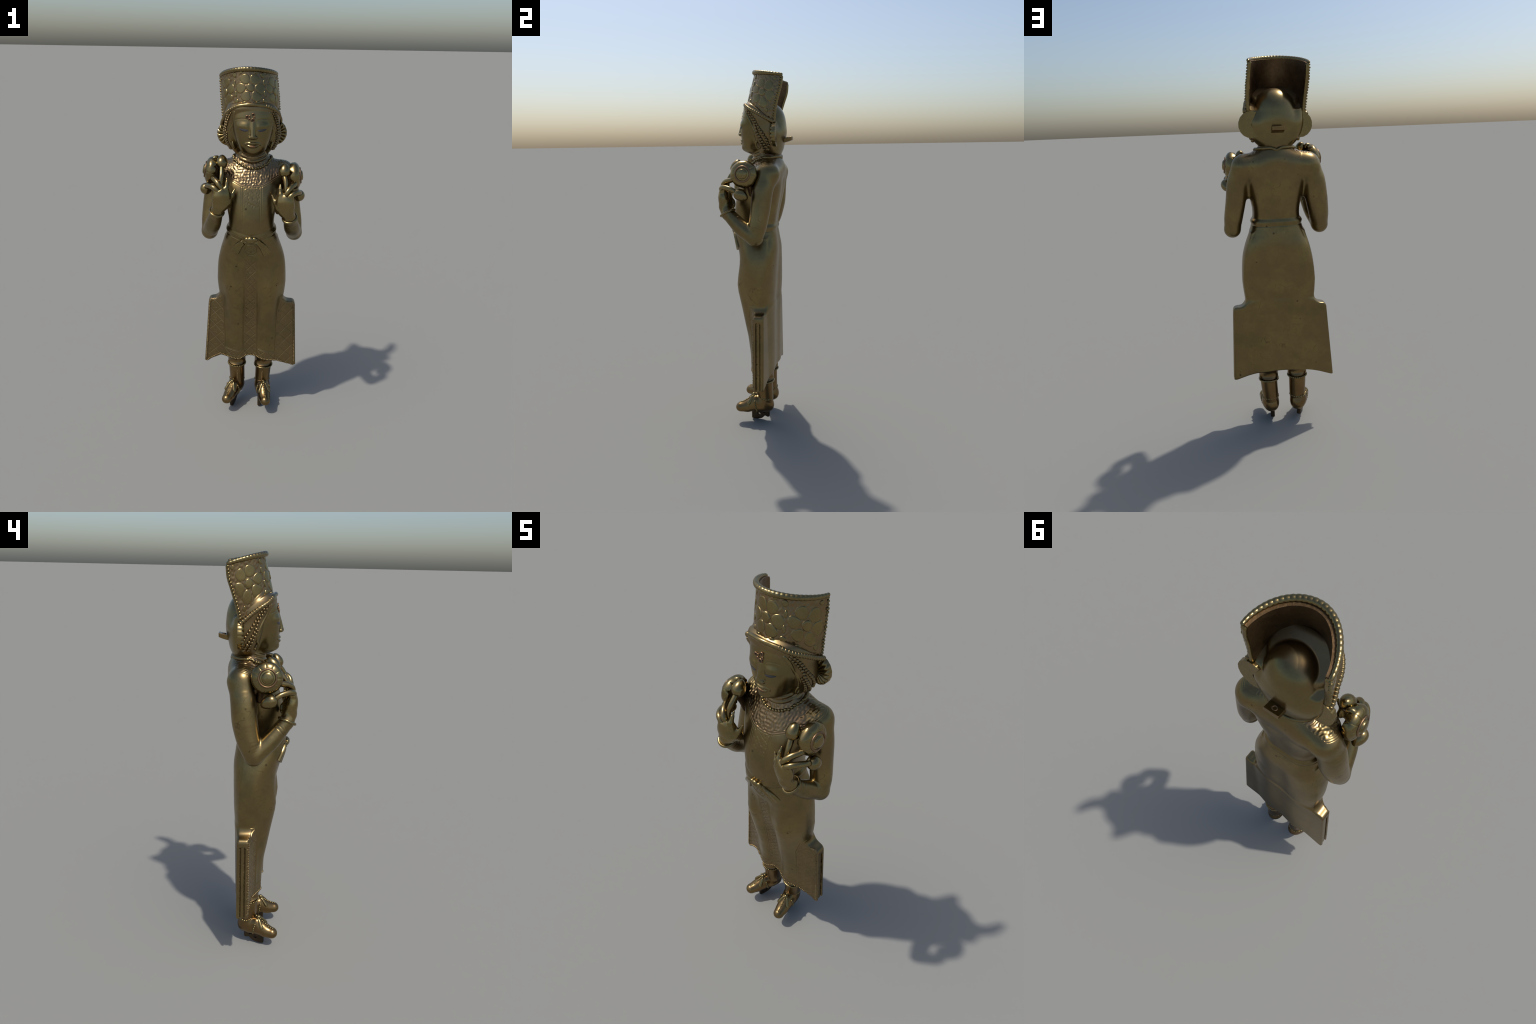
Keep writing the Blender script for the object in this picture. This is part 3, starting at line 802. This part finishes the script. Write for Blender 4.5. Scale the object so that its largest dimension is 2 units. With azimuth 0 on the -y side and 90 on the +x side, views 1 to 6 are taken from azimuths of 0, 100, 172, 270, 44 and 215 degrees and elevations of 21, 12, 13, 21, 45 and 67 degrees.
def crown_patch(name, u0, v0, shape, mat, height, n=11):
    """Domed leaf-shaped patch laid on the crown; shape(r, a) -> local offsets in metres."""
    R = np.linalg.norm(crown_at(min(u0 + .05, 1), v0) - crown_at(u0 + .05 - .1, v0)) / .1
    H = np.linalg.norm(crown_at(u0, min(v0 + .05, 1)) - crown_at(u0, v0 + .05 - .1)) / .1
    rs = np.linspace(0, 1, n); an = np.linspace(0, 2 * PI, 28, endpoint=False)
    G = np.zeros((len(rs), len(an), 3))
    for i, r in enumerate(rs):
        for j, a in enumerate(an):
            X, Y = shape(r, a)
            dome = height * (max(0, 1 - r ** 5)) ** .5 - (.003 if r > .99 else 0)
            u = np.clip(u0 + X / R, -.99, .99); v = np.clip(v0 + Y / H, .0, 1)
            G[i, j] = crown_at(u, v, dome)
    V, F = grid_mesh(G, closed_v=True)
    me = mesh_from(name, V, F)
    b2 = bmesh.new(); b2.from_mesh(me); bmesh.ops.remove_doubles(b2, verts=b2.verts, dist=1e-6); b2.to_mesh(me); b2.free()
    put(name, me, mat, CROWNROOT)

def crown_flower(u0, v0, R, petals, turn):
    for k in range(petals):
        th = turn + 2 * PI * k / petals + random.uniform(-.06, .06); g = random.uniform(.92, 1.05)
        def petal(r, a, th=th, g=g):
            l = R * .65 + r * R * .375 * math.cos(a); w = g * r * R * .36 * math.sin(a) * (1 + .22 * math.cos(a) + .05 * math.sin(3 * a + th))
            return l * math.cos(th) - w * math.sin(th), l * math.sin(th) + w * math.cos(th)
        crown_patch("crown_petal", u0, v0, petal, M_SMOOTH, .0021 * random.uniform(.8, 1.2))
    crown_patch("flower_heart", u0, v0, lambda r, a: (r * R * .29 * math.cos(a), r * R * .29 * math.sin(a)), M_SMOOTH, .0046, 9)
crown_flower(0.01, .46, .075, 6, 0.0)
crown_flower(-.63, .50, .078, 6, .08)
crown_flower(.64, .50, .076, 6, -.08)
def blob(w, h): return lambda r, a: (r * w * math.cos(a), r * h * math.sin(a))
for u0, v0, w, h in ((-.31, .86, .013, .014), (.31, .86, .013, .014), (-.32, .14, .015, .012), (.32, .14, .015, .012), (-.82, .14, .010, .012), (.82, .14, .010, .012),
                     (-.32, .34, .008, .016), (.32, .34, .008, .016), (-.33, .64, .007, .015), (.33, .64, .007, .015), (-.86, .90, .010, .01), (.86, .90, .010, .01),
                     (-.16, .93, .012, .008), (.16, .93, .012, .008), (-.15, .05, .014, .006), (.15, .05, .014, .006), (-.55, .08, .014, .009), (.55, .08, .014, .009)):
    crown_patch("crown_leaf", u0, v0, blob(w, h), M_SMOOTH, .0032, 7)
# beaded rim
uu = np.linspace(-1, 1, 420)
C = np.array([crown_at(u, .985, .002 - .004 * u * u) for u in uu]); C[:, 2] += .0045
s = np.concatenate([[0], np.cumsum(np.linalg.norm(np.diff(C, axis=0), axis=1))])
tube("crown_rim", C, (.0112 + .0012 * np.abs(np.sin(s / .0165 * PI))) * np.interp(np.abs(uu), [0, .6, 1], [1, .9, .62]), M_SMOOTH, CROWNROOT, 16)
# bead borders down both open edges
bead = ball_mesh("crown_bead")
mats = []
for sgn in (-1, 1):
    C = np.array([crown_at(sgn, v, -.0095) for v in np.linspace(.0, .96, 60)])
    tube("crown_edge", C, .0092, M_SMOOTH, CROWNROOT, 10)
    q, T = evenly(np.array([crown_at(sgn * .985, v, -.001) for v in np.linspace(.0, .96, 60)]), .0135)
    mats += [place(p + RNG.normal(0, .0006, 3), np.array((.0072, .0082, .0066)) * RNG.uniform(.82, 1.1, 3), z=t) for p, t in zip(q, T)]
scatter("crown_bead", bead, mats, M_SMOOTH, CROWNROOT)
# headband: tilted roll over the brow, beaded at the sides
C = np.array([crown_at(u, 0.0, .007) + np.array((0, -.006 * max(0, math.cos(u * PI / 2)), -.006)) for u in np.linspace(-1.0, 1.0, 120)])
for k, p in enumerate(C):        # keep the roll proud of the hair beneath it
    for _ in range(3):
        h = HEAD_BVH.find_nearest(Vector(C[k])); n = np.array(h[1]); sd_ = (C[k] - np.array(h[0])) @ n
        if sd_ < -.002: C[k] = C[k] + n * (-.002 - sd_)
C[2:-2] = (C[:-4] + C[1:-3] + C[2:-2] + C[3:-1] + C[4:]) / 5
tube("headband", C, .0100 - .001 * np.abs(np.linspace(-1, 1, 120)), M_SMOOTH, CROWNROOT, 14)
q, T = evenly(C, .0125)
band = ball_mesh("headband_bead")
scatter("headband_bead", band, [place(p, (.0112, .0112, .0068), z=t) for p, t in zip(q, T) if abs(p[0] + .01) > .075], M_ENGRAVED, CROWNROOT)

# ------------------------------------------------------------------ fixing lug at the back of the head
def lug():
    n = 9; prof = []
    for t in np.linspace(0, 1, n):
        prof.append((.138 + .050 * t, 1.629 + .007 * t + .005 * t ** 3))
    G = np.zeros((n, 4, 2))
    V = []
    for (yy, zz) in prof:
        for X, dz in ((-.036, -.013), (.026, -.013), (.026, .012), (-.036, .012)): V.append((X, yy, zz + dz * (1 - .25 * (yy - .138) / .05)))
    A = np.array(V).reshape(n, 4, 3); v, f = grid_mesh(A, closed_v=True, caps=True)
    me = mesh_from("fixing_lug", v, f)
    b2 = bmesh.new(); b2.from_mesh(me); bmesh.ops.recalc_face_normals(b2, faces=b2.faces); b2.to_mesh(me); b2.free()
    o = put("fixing_lug", me, M_SHOE, ROOT, sharp=40)
    md = o.modifiers.new("round", "BEVEL"); md.width = .002; md.segments = 2
    a = np.linspace(0, 2 * PI, 20, endpoint=False)
    C = np.stack([-.006 + .009 * np.cos(a), .166 + .009 * np.sin(a), np.full(20, 1.6435)], 1)
    tube("lug_ring", C, .003, M_COPPER, o, 8, closed=True)
lug()

# ------------------------------------------------------------------ necklace and collar
ring = []
for a in np.linspace(0, 2 * PI, 120, endpoint=False):
    f = (1 - math.cos(a)) / 2      # 0 at the back, 1 in front
    ring.append((.003 + .098 * math.sin(a), .128 - .166 * f + .012 * math.sin(a) ** 2, 1.549 - .056 * f ** 2.2))
ring = np.array(ring)
def settle(C, off):
    out = []
    for p in C:
        h = BODY_BVH.find_nearest(Vector(p)); n = h[1]
        q = np.array(h[0]) + np.array(n) * off; out.append(q)
    return np.array(out)
necklace = settle(ring, .003)
q, T = evenly(necklace, .0145, True)
scatter("necklace_bead", ball_mesh("necklace_bead"), [place(p, (.0072, .0072, .0082), z=t) for p, t in zip(q, T) if p[1] < .075], M_SMOOTH, ROOT)
back = np.array([p for p in necklace if p[1] > .05]); back = back[np.argsort(back[:, 0])]
back[:, 2] -= .012 * np.exp(-((back[:, 0] - .0) / .016) ** 2) + .002
tube("collar", back, .0085, M_BODY, ROOT, 12)
choker = ring.copy(); choker[:, :2] = choker[:, :2] * np.array((.82, .76)) + np.array((0, .012)); choker[:, 2] += .016
G = np.array([smooth_path([c + np.array((0, 0, .010)), (c + n) / 2 + np.array((0, .003, .001)), n], 8) for c, n in zip(choker, settle(ring, -.002))])
V, Fc = grid_mesh(G, closed_u=True)
ck = mesh_from("choker", V, Fc)
o = put("choker", ck, M_COPPER, ROOT); md = o.modifiers.new("thick", "SOLIDIFY"); md.thickness = .004
tube("choker_edge", choker + np.array((0, 0, .010)), .004, M_SMOOTH, ROOT, 10, closed=True)

# ------------------------------------------------------------------ sash knot
def ribbon(name, path, widths, thick, mat):
    C = smooth_path(path, 22); out = []
    for p in C:
        h, n = on_body(p[0], p[2], -1, .0); out.append((h, n))
    C = np.array([h for h, _ in out]); Nn = np.array([n for _, n in out]); T = np.gradient(C, axis=0); T /= np.linalg.norm(T, axis=1)[:, None]
    B = np.cross(T, Nn); B /= np.linalg.norm(B, axis=1)[:, None]
    w = np.interp(np.linspace(0, 1, len(C)), np.linspace(0, 1, len(widths)), widths)
    prof = [(-1, -.3), (-.97, .5), (-.75, .95), (-.3, .75), (0, .65), (.3, .75), (.75, .95), (.97, .5), (1, -.3)]
    G = np.array([[c + b * a * ww + n * h * thick for a, h in prof] for c, n, b, ww in zip(C, Nn, B, w)])
    V, F = grid_mesh(G, closed_v=True, caps=True)
    me = mesh_from(name, V, F)
    b2 = bmesh.new(); b2.from_mesh(me); bmesh.ops.recalc_face_normals(b2, faces=b2.faces); b2.to_mesh(me); b2.free()
    put(name, me, mat, ROOT, sharp=60)
ribbon("sash_tail", [(-.012, 0, 1.132), (-.040, 0, 1.118), (-.065, 0, 1.090), (-.085, 0, 1.052)], (.012, .017, .021, .024), .011, M_SMOOTH)
ribbon("sash_tail", [(.012, 0, 1.130), (.042, 0, 1.112), (.066, 0, 1.082), (.088, 0, 1.042)], (.012, .017, .021, .024), .011, M_SMOOTH)
kp, kn = on_body(-.002, 1.130)
me = ball_mesh("sash_knot", 3)
put("sash_knot", me, M_SMOOTH, ROOT, place(kp + kn * .004, (.024, .021, .014), z=kn))
for s in (-1, 1):
    p, n = on_body(s * .02, 1.135)
    put("sash_loop", ball_mesh("sash_loop", 2), M_SMOOTH, ROOT, place(p + n * .004, (.017, .013, .011), z=n))

# ------------------------------------------------------------------ beaded hems
hb = ball_mesh("hem_bead", 1); mats = []
C = []
for X in np.linspace(-.262, .262, 200):
    zz = float(hem_z(np.array([X]), np.array([-.04]))[0])
    p, n = on_body(X, zz + .006)
    if p is not None: C.append(p)
q, T = evenly(np.array(C), .0100)
mats += [place(p, (.0060, .0056, .0056), z=t) for p, t in zip(q, T)]
for s in (-1, 1):
    C = []
    for zz in np.linspace(.30, .68, 60):
        X = (.262 + (.68 - zz) * .045 if s > 0 else .248 + (.69 - zz) * .074) - .0085
        p, n = on_body(s * X, zz)
        if p is not None: C.append(p)
    q, T = evenly(np.array(C), .0095)
    mats += [place(p, (.0055, .0042, .0046), z=t) for p, t in zip(q, T)]
scatter("hem_bead", hb, mats, M_ENGRAVED, ROOT, joined=True)

# ------------------------------------------------------------------ bangles
for s in (1, -1):
    w = np.array(WRIST[s]); e = np.array(ARM[s][-1][:3]); d = (w - e) / np.linalg.norm(w - e)
    d = d + np.array((0, .25, .35)); d /= np.linalg.norm(d)
    n1 = np.cross(d, (1, 0, 0)); n1 /= np.linalg.norm(n1); n2 = np.cross(d, n1)
    a = np.linspace(0, 2 * PI, 36, endpoint=False)
    C = w + d * .006 + .0355 * (np.cos(a)[:, None] * n1 * 1.1 + np.sin(a)[:, None] * n2)
    tube("bangle", C, .0068, M_SMOOTH, ROOT, 12, closed=True)

# ------------------------------------------------------------------ lotus sprays
def egg(c, axis, L, R, name, parent, tip=.35):
    n, m = 18, 20; G = np.zeros((n, m, 3)); axis = np.array(axis, float); axis /= np.linalg.norm(axis)
    a1 = np.cross(axis, (.3, .9, .1)); a1 /= np.linalg.norm(a1); a2 = np.cross(axis, a1)
    for i, t in enumerate(np.linspace(0, PI, n)):
        h = -math.cos(t); r = math.sin(t) * (1 - .22 * h)
        for j, b in enumerate(np.linspace(0, 2 * PI, m, endpoint=False)):
            G[i, j] = np.array(c) + axis * h * L + R * r * (math.cos(b) * a1 + math.sin(b) * a2)
    V, F = grid_mesh(G, closed_v=True); me = mesh_from(name, V, F)
    b2 = bmesh.new(); b2.from_mesh(me); bmesh.ops.remove_doubles(b2, verts=b2.verts, dist=1e-6); bmesh.ops.recalc_face_normals(b2, faces=b2.faces); b2.to_mesh(me); b2.free()
    return put(name, me, M_SMOOTH, parent)

def lotus(s):
    root = bpy.data.objects.new("lotus_spray", None); COL.objects.link(root); root.parent = ROOT
    boss = np.array((.267, -.040, 1.463)) if s > 0 else np.array((-.256, -.038, 1.489))
    ax = np.array((s * .97, -.05, .10 if s > 0 else .16)); ax /= np.linalg.norm(ax)
    e1 = np.cross((0, 0, 1), ax); e1 /= np.linalg.norm(e1); e2 = np.cross(ax, e1)
    base = boss - ax * .0305
    # ring of fleshy petals, each a curved lobe
    k = 9 if s > 0 else 11
    for i in range(k):
        th = 2 * PI * i / k + .25
        rad = math.cos(th) * e1 + math.sin(th) * e2; tan = np.cross(ax, rad)
        n, m = 13, 11; G = np.zeros((2, n, m, 3))
        for a_, t in enumerate(np.linspace(0, 1, n)):
            ang = .10 + 1.75 * t                       # from the heart outwards and back
            R0 = .0675
            rr, hh = R0 * (math.sin(ang) ** .75 if ang < 1.5 else 1 - .5 * (ang - 1.5) ** 2), .034 * math.cos(ang) if ang < 1.5 else .0024 - .062 * (ang - 1.5)
            width = R0 * math.tan(PI / k) * 1.12 * (math.sin(min(ang, 1.5)) ** .9) * (1 if t < .75 else math.sqrt(max(0, 1 - ((t - .75) / .25) ** 2) * .75 + .25))
            for b_, w in enumerate(np.linspace(-1, 1, m)):
                puff = .0032 * (1 - abs(w) ** 2.5) * min(1, t * 2)
                nrm = rad * math.sin(ang) + ax * math.cos(ang)
                p = base + rad * rr + ax * (hh - .012) + tan * w * width
                G[0, a_, b_] = p + nrm * puff; G[1, a_, b_] = p - nrm * .010
        V, F = [], []
        A, B = G
        ring_ = lambda Z: np.concatenate([Z[:, 0], Z[-1, 1:], Z[-2::-1, -1], Z[0, -2:0:-1]])
        va, fa = grid_mesh(A); vb, fb = grid_mesh(B); nn = len(va)
        idx = np.arange(nn).reshape(n, m)[..., None]; r0 = ring_(idx)[:, 0]
        F = fa + [[q + nn for q in f[::-1]] for f in fb] + [[r0[j - 1], r0[j - 1] + nn, r0[j] + nn, r0[j]] for j in range(len(r0))]
        me = mesh_from("lotus_petal", np.vstack([va, vb]), F)
        b2 = bmesh.new(); b2.from_mesh(me); bmesh.ops.recalc_face_normals(b2, faces=b2.faces); b2.to_mesh(me); b2.free()
        put("lotus_petal", me, M_SMOOTH, root, sharp=70)
    a = np.linspace(0, 2 * PI, 40, endpoint=False)
    circ = lambda r, h: base + ax * h + r * (np.cos(a)[:, None] * e1 + np.sin(a)[:, None] * e2)
    tube("lotus_ring", circ(.0385, .0190), .0052, M_COPPER, root, 10, closed=True)
    G = np.array([circ(r, h) for r, h in ((.0385, .012), (.035, .0215), (.0275, .0215), (.0262, .0215), (.0258, .028), (.022, .0312), (.013, .0332), (.0002, .0338))])
    V, F = grid_mesh(G, closed_v=True); me = mesh_from("lotus_heart", V, F)
    b2 = bmesh.new(); b2.from_mesh(me); bmesh.ops.recalc_face_normals(b2, faces=b2.faces); b2.to_mesh(me); b2.free()
    put("lotus_heart", me, M_SMOOTH, root)
    # calyx behind, stalk to the hand, struts to the arm
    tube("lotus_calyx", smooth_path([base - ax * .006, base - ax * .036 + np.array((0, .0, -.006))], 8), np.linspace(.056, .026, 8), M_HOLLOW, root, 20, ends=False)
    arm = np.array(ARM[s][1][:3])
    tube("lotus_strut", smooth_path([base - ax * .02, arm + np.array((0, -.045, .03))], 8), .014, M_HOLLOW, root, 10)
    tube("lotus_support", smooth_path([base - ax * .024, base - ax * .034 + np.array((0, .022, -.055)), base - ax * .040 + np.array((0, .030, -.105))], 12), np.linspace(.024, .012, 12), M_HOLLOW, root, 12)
    H = lambda *p: np.array(hx(s, *p))
    # two curling stems between the fingers
    low = np.array((.252, -.050, 1.353)) if s > 0 else np.array((-.243, -.046, 1.382))
    C = smooth_path([H(.178, -.150, 1.350), H(.196, -.166, 1.376), H(.224, -.150, 1.392), H(.250, -.108, 1.386), low + np.array((0, -.02, .012))], 30)
    tube("lotus_stem", C, np.interp(np.linspace(0, 1, 30), [0, .4, 1], [.011, .0140, .0115]), M_SMOOTH, root, 12)
    C = smooth_path([H(.168, -.150, 1.365), H(.182, -.160, 1.396), H(.204, -.138, 1.420), H(.226, -.096, 1.432), base - ax * .01], 30)
    tube("lotus_stem", C, np.interp(np.linspace(0, 1, 30), [0, .4, 1], [.011, .0150, .012]), M_SMOOTH, root, 12)
    egg(low, (.0, .8, -.45), .040, .030, "lotus_bud", root)
    bud = np.array((.169, -.087, 1.497)) if s > 0 else np.array((-.1566, -.0595, 1.532))
    bax = np.array((.02 * s, .35, .9)) if s > 0 else np.array((.0, .55, .8))
    C = smooth_path([H(.172, -.140, 1.372), H(.178, -.136, 1.411), H(.176, -.120, 1.445), bud - bax / np.linalg.norm(bax) * .024], 24)
    tube("lotus_stem", C, np.linspace(.0105, .0140, 24), M_SMOOTH, root, 12)
    egg(bud, bax, .038, .0305, "lotus_bud", root)
    if s < 0:   # upper petal of the right flower ends in a small curl
        C = smooth_path([base + e2 * .050 - ax * .012, base + e2 * .066 - ax * .022, base + e2 * .070 - ax * .034 + np.array((0, .006, 0)), base + e2 * .060 - ax * .040 + np.array((0, .010, 0))], 16)
        tube("curled_petal", C, np.linspace(.017, .006, 16), M_SMOOTH, root, 10)
lotus(1); lotus(-1)

# ------------------------------------------------------------------ legs, shoes, tangs
def leg(s):
    xa = .083 if s > 0 else -.080
    xb = .078 if s > 0 else -.077
    C = smooth_path([(xa, .030, .36), (xa, .030, .25), (xb, .033, .155), (xb, .035, .11)], 24)
    tube("leg", C, np.interp(np.linspace(0, 1, 24), [0, .35, 1], [.050, .0475, .0415]), M_SHOE, ROOT, 28)
    zc = .272 if s > 0 else .279
    a = np.linspace(0, 2 * PI, 40, endpoint=False)
    ringc = lambda r, z, k=1: np.stack([xa + r * np.cos(a), .030 + r * np.sin(a) * k, np.full(40, z)], 1)
    tube("trouser_cuff", np.vstack([(xa, .03, zc + .05), (xa, .03, zc), ]), .0535, M_SHOE, ROOT, 32, ends=False)
    if s > 0: tube("cuff_ring", ringc(.0525, zc - .012), .0058, M_SMOOTH, ROOT, 10, closed=True)
    else:
        q, T = evenly(ringc(.0525, zc - .012), .0105, True)
        scatter("cuff_bead", ball_mesh("cuff_bead"), [place(p, .0056, z=t) for p, t in zip(q, T)], M_SMOOTH, ROOT)
    # front seam of beads
    q, T = evenly(np.array([(xa + (xb - xa) * t + (-.004 * s), .030 - (.047 - .006 * t), zc - .022 - t * .09) for t in np.linspace(0, 1, 10)]), .0105)
    scatter("seam_bead", ball_mesh("seam_bead", 1), [place(p, (.0054, .0042, .0052)) for p in q], M_SHOE, ROOT)

    # shoe: blended heel, waist and rounded toe with a flat sole
    toe = np.array((.098, -.112)) if s > 0 else np.array((-.136, -.098))
    heel = np.array((.076, .040)) if s > 0 else np.array((-.076, .046))
    d = (toe - heel) / np.linalg.norm(toe - heel); side = np.array((-d[1], d[0]))
    at = lambda t, o=0: heel + (toe - heel) * t + side * o
    zs = .052
    F = Field((min(toe[0], heel[0]) - .07, -.17, .03), (max(toe[0], heel[0]) + .07, .11, .21), .0022)
    F.add(chain([(*at(0), .100, .042), (*at(.22), .100, .042), (*at(.50), .100, .037), (*at(.76), .090, .0345), (*at(1.0), .085, .0305)], .01), 0)
    F.add(chain([(xb, .034, .18, .041), (*at(.10), .12, .045), (*at(.42), .128, .034), (*at(.62), .108, .032)], .01), .015)
    s_, g_ = F._window(None, 0)
    F.D[s_] = smax(F.D[s_], (zs + .008 * np.clip((-.06 - g_[1]) / .08, 0, 1) - g_[2] + np.abs(g_[1]) * 0).astype(np.float32), .018)
    F.D[s_] = smax(F.D[s_], (g_[2] - .165 - np.clip(-g_[1], -.02, .06) * .2).astype(np.float32), .01)
    SP, SQ = F.skin()
    put("shoe", mesh_from("shoe", SP, SQ), M_SHOE, ROOT)
    bvh = BVHTree.FromPolygons([tuple(v) for v in SP], SQ.tolist())
    def top(x, y):
        h = bvh.ray_cast(Vector((x, y, .4)), Vector((0, 0, -1))); return np.array(h[0]) if h[0] else None
    def radial(ax_, z, a):
        o = Vector((ax_[0] + .2 * math.sin(a), ax_[1] - .2 * math.cos(a), z)); h = bvh.ray_cast(o, Vector((ax_[0], ax_[1], z)) - o)
        return np.array(h[0]) if h[0] else None
    def bead_line(C, step, r, name="shoe_bead"):
        C = np.array([c for c in C if c is not None])
        q, T = evenly(C, step); return [place(p, (r, r, r * 1.15), z=t) for p, t in zip(q, T)]
    mats = bead_line([top(*at(t)) for t in np.linspace(.58, 1.03, 24)], .0115, .0052)
    C = []
    for a in np.linspace(-PI, PI, 40):
        zz = .150 + .022 * math.cos(a) if abs(a) < PI / 2 else .150 + .004 * math.cos(a)
        p = radial((xb, .034), zz, a)
        if p is not None and np.linalg.norm(p[:2] - np.array((xb, .034))) < .07: C.append(p)
    if len(C) > 4: mats += bead_line(C, .0135, .0066)
    for o in (-1, 1):    # strap running down to the sole
        C = []
        for zz in np.linspace(.135, .062, 10):
            p0 = at(.46 - (.135 - zz) * 1.2); oo = Vector((*(p0 + side * o * .2), zz)); h = bvh.ray_cast(oo, Vector((*p0, zz)) - oo)
            C.append(np.array(h[0]) if h[0] else None)
        mats += bead_line(C, .0125, .0058)
    scatter("shoe_bead", ball_mesh("shoe_bead"), mats, M_SMOOTH, ROOT)
    kp = top(*at(.50)); put("shoe_knot", ball_mesh("shoe_knot"), M_SMOOTH, ROOT, place(kp + np.array((0, 0, .002)), (.011, .014, .012)))
    kp2 = top(*at(.40)); put("shoe_knot", ball_mesh("shoe_knot"), M_SMOOTH, ROOT, place(kp2 + np.array((0, -.002, .002)), (.008, .008, .010)))
    for o in (-1, 1):    # bow tails on the instep
        A, B = at(.52, o * .010), at(.70, o * .030)
        C = []
        for t in np.linspace(0, 1, 8):
            p0 = A + (B - A) * t; p = top(*p0)
            if p is not None: C.append(p + np.array((0, 0, .001)))
        tube("bow_tail", np.array(C), np.linspace(.0065, .0115, len(C)), M_SMOOTH, ROOT, 10, flat=(1, .7))

    # casting tang below the sole, pierced with a round hole
    A = np.array((.062, -.050)) if s > 0 else np.array((-.110, -.052)); B = np.array((.072, .050)) if s > 0 else np.array((-.080, .046))
    mid = (A + B) / 2; L = np.linalg.norm(B - A); ang = math.atan2(B[1] - A[1], B[0] - A[0])
    F = Field((min(A[0], B[0]) - .03, -.075, -.01), (max(A[0], B[0]) + .03, .075, .085), .002)
    R = rotz(ang)
    F.add(box((*mid, .045), (L / 2 + .004, .0115, .045), .008, R), 0)
    u = (B - A) / L
    def bottom(x, y, z):     # underside rises towards the heel
        t = (x - A[0]) * u[0] + (y - A[1]) * u[1]
        return .0 + np.clip((t - .030) * .30, 0, 1) + .012 * np.exp(-((t - .078) / .012) ** 2) - z
    s_, g_ = F._window(None, 0); F.D[s_] = smax(F.D[s_], bottom(*g_).astype(np.float32), .008)
    hc = A + u * .042; sd = np.array((-u[1], u[0]))
    F.cut(cone((*(hc - sd * .05), .035), (*(hc + sd * .05), .035), .0085, .0085), .002)
    F.cut(cone((*(hc + u * .030 - sd * .05), .052), (*(hc + u * .030 + sd * .05), .052), .006, .006), .002)
    TP, TQ = F.skin(); put("casting_tang", mesh_from("casting_tang", TP, TQ), M_DARK, ROOT)
leg(1); leg(-1)
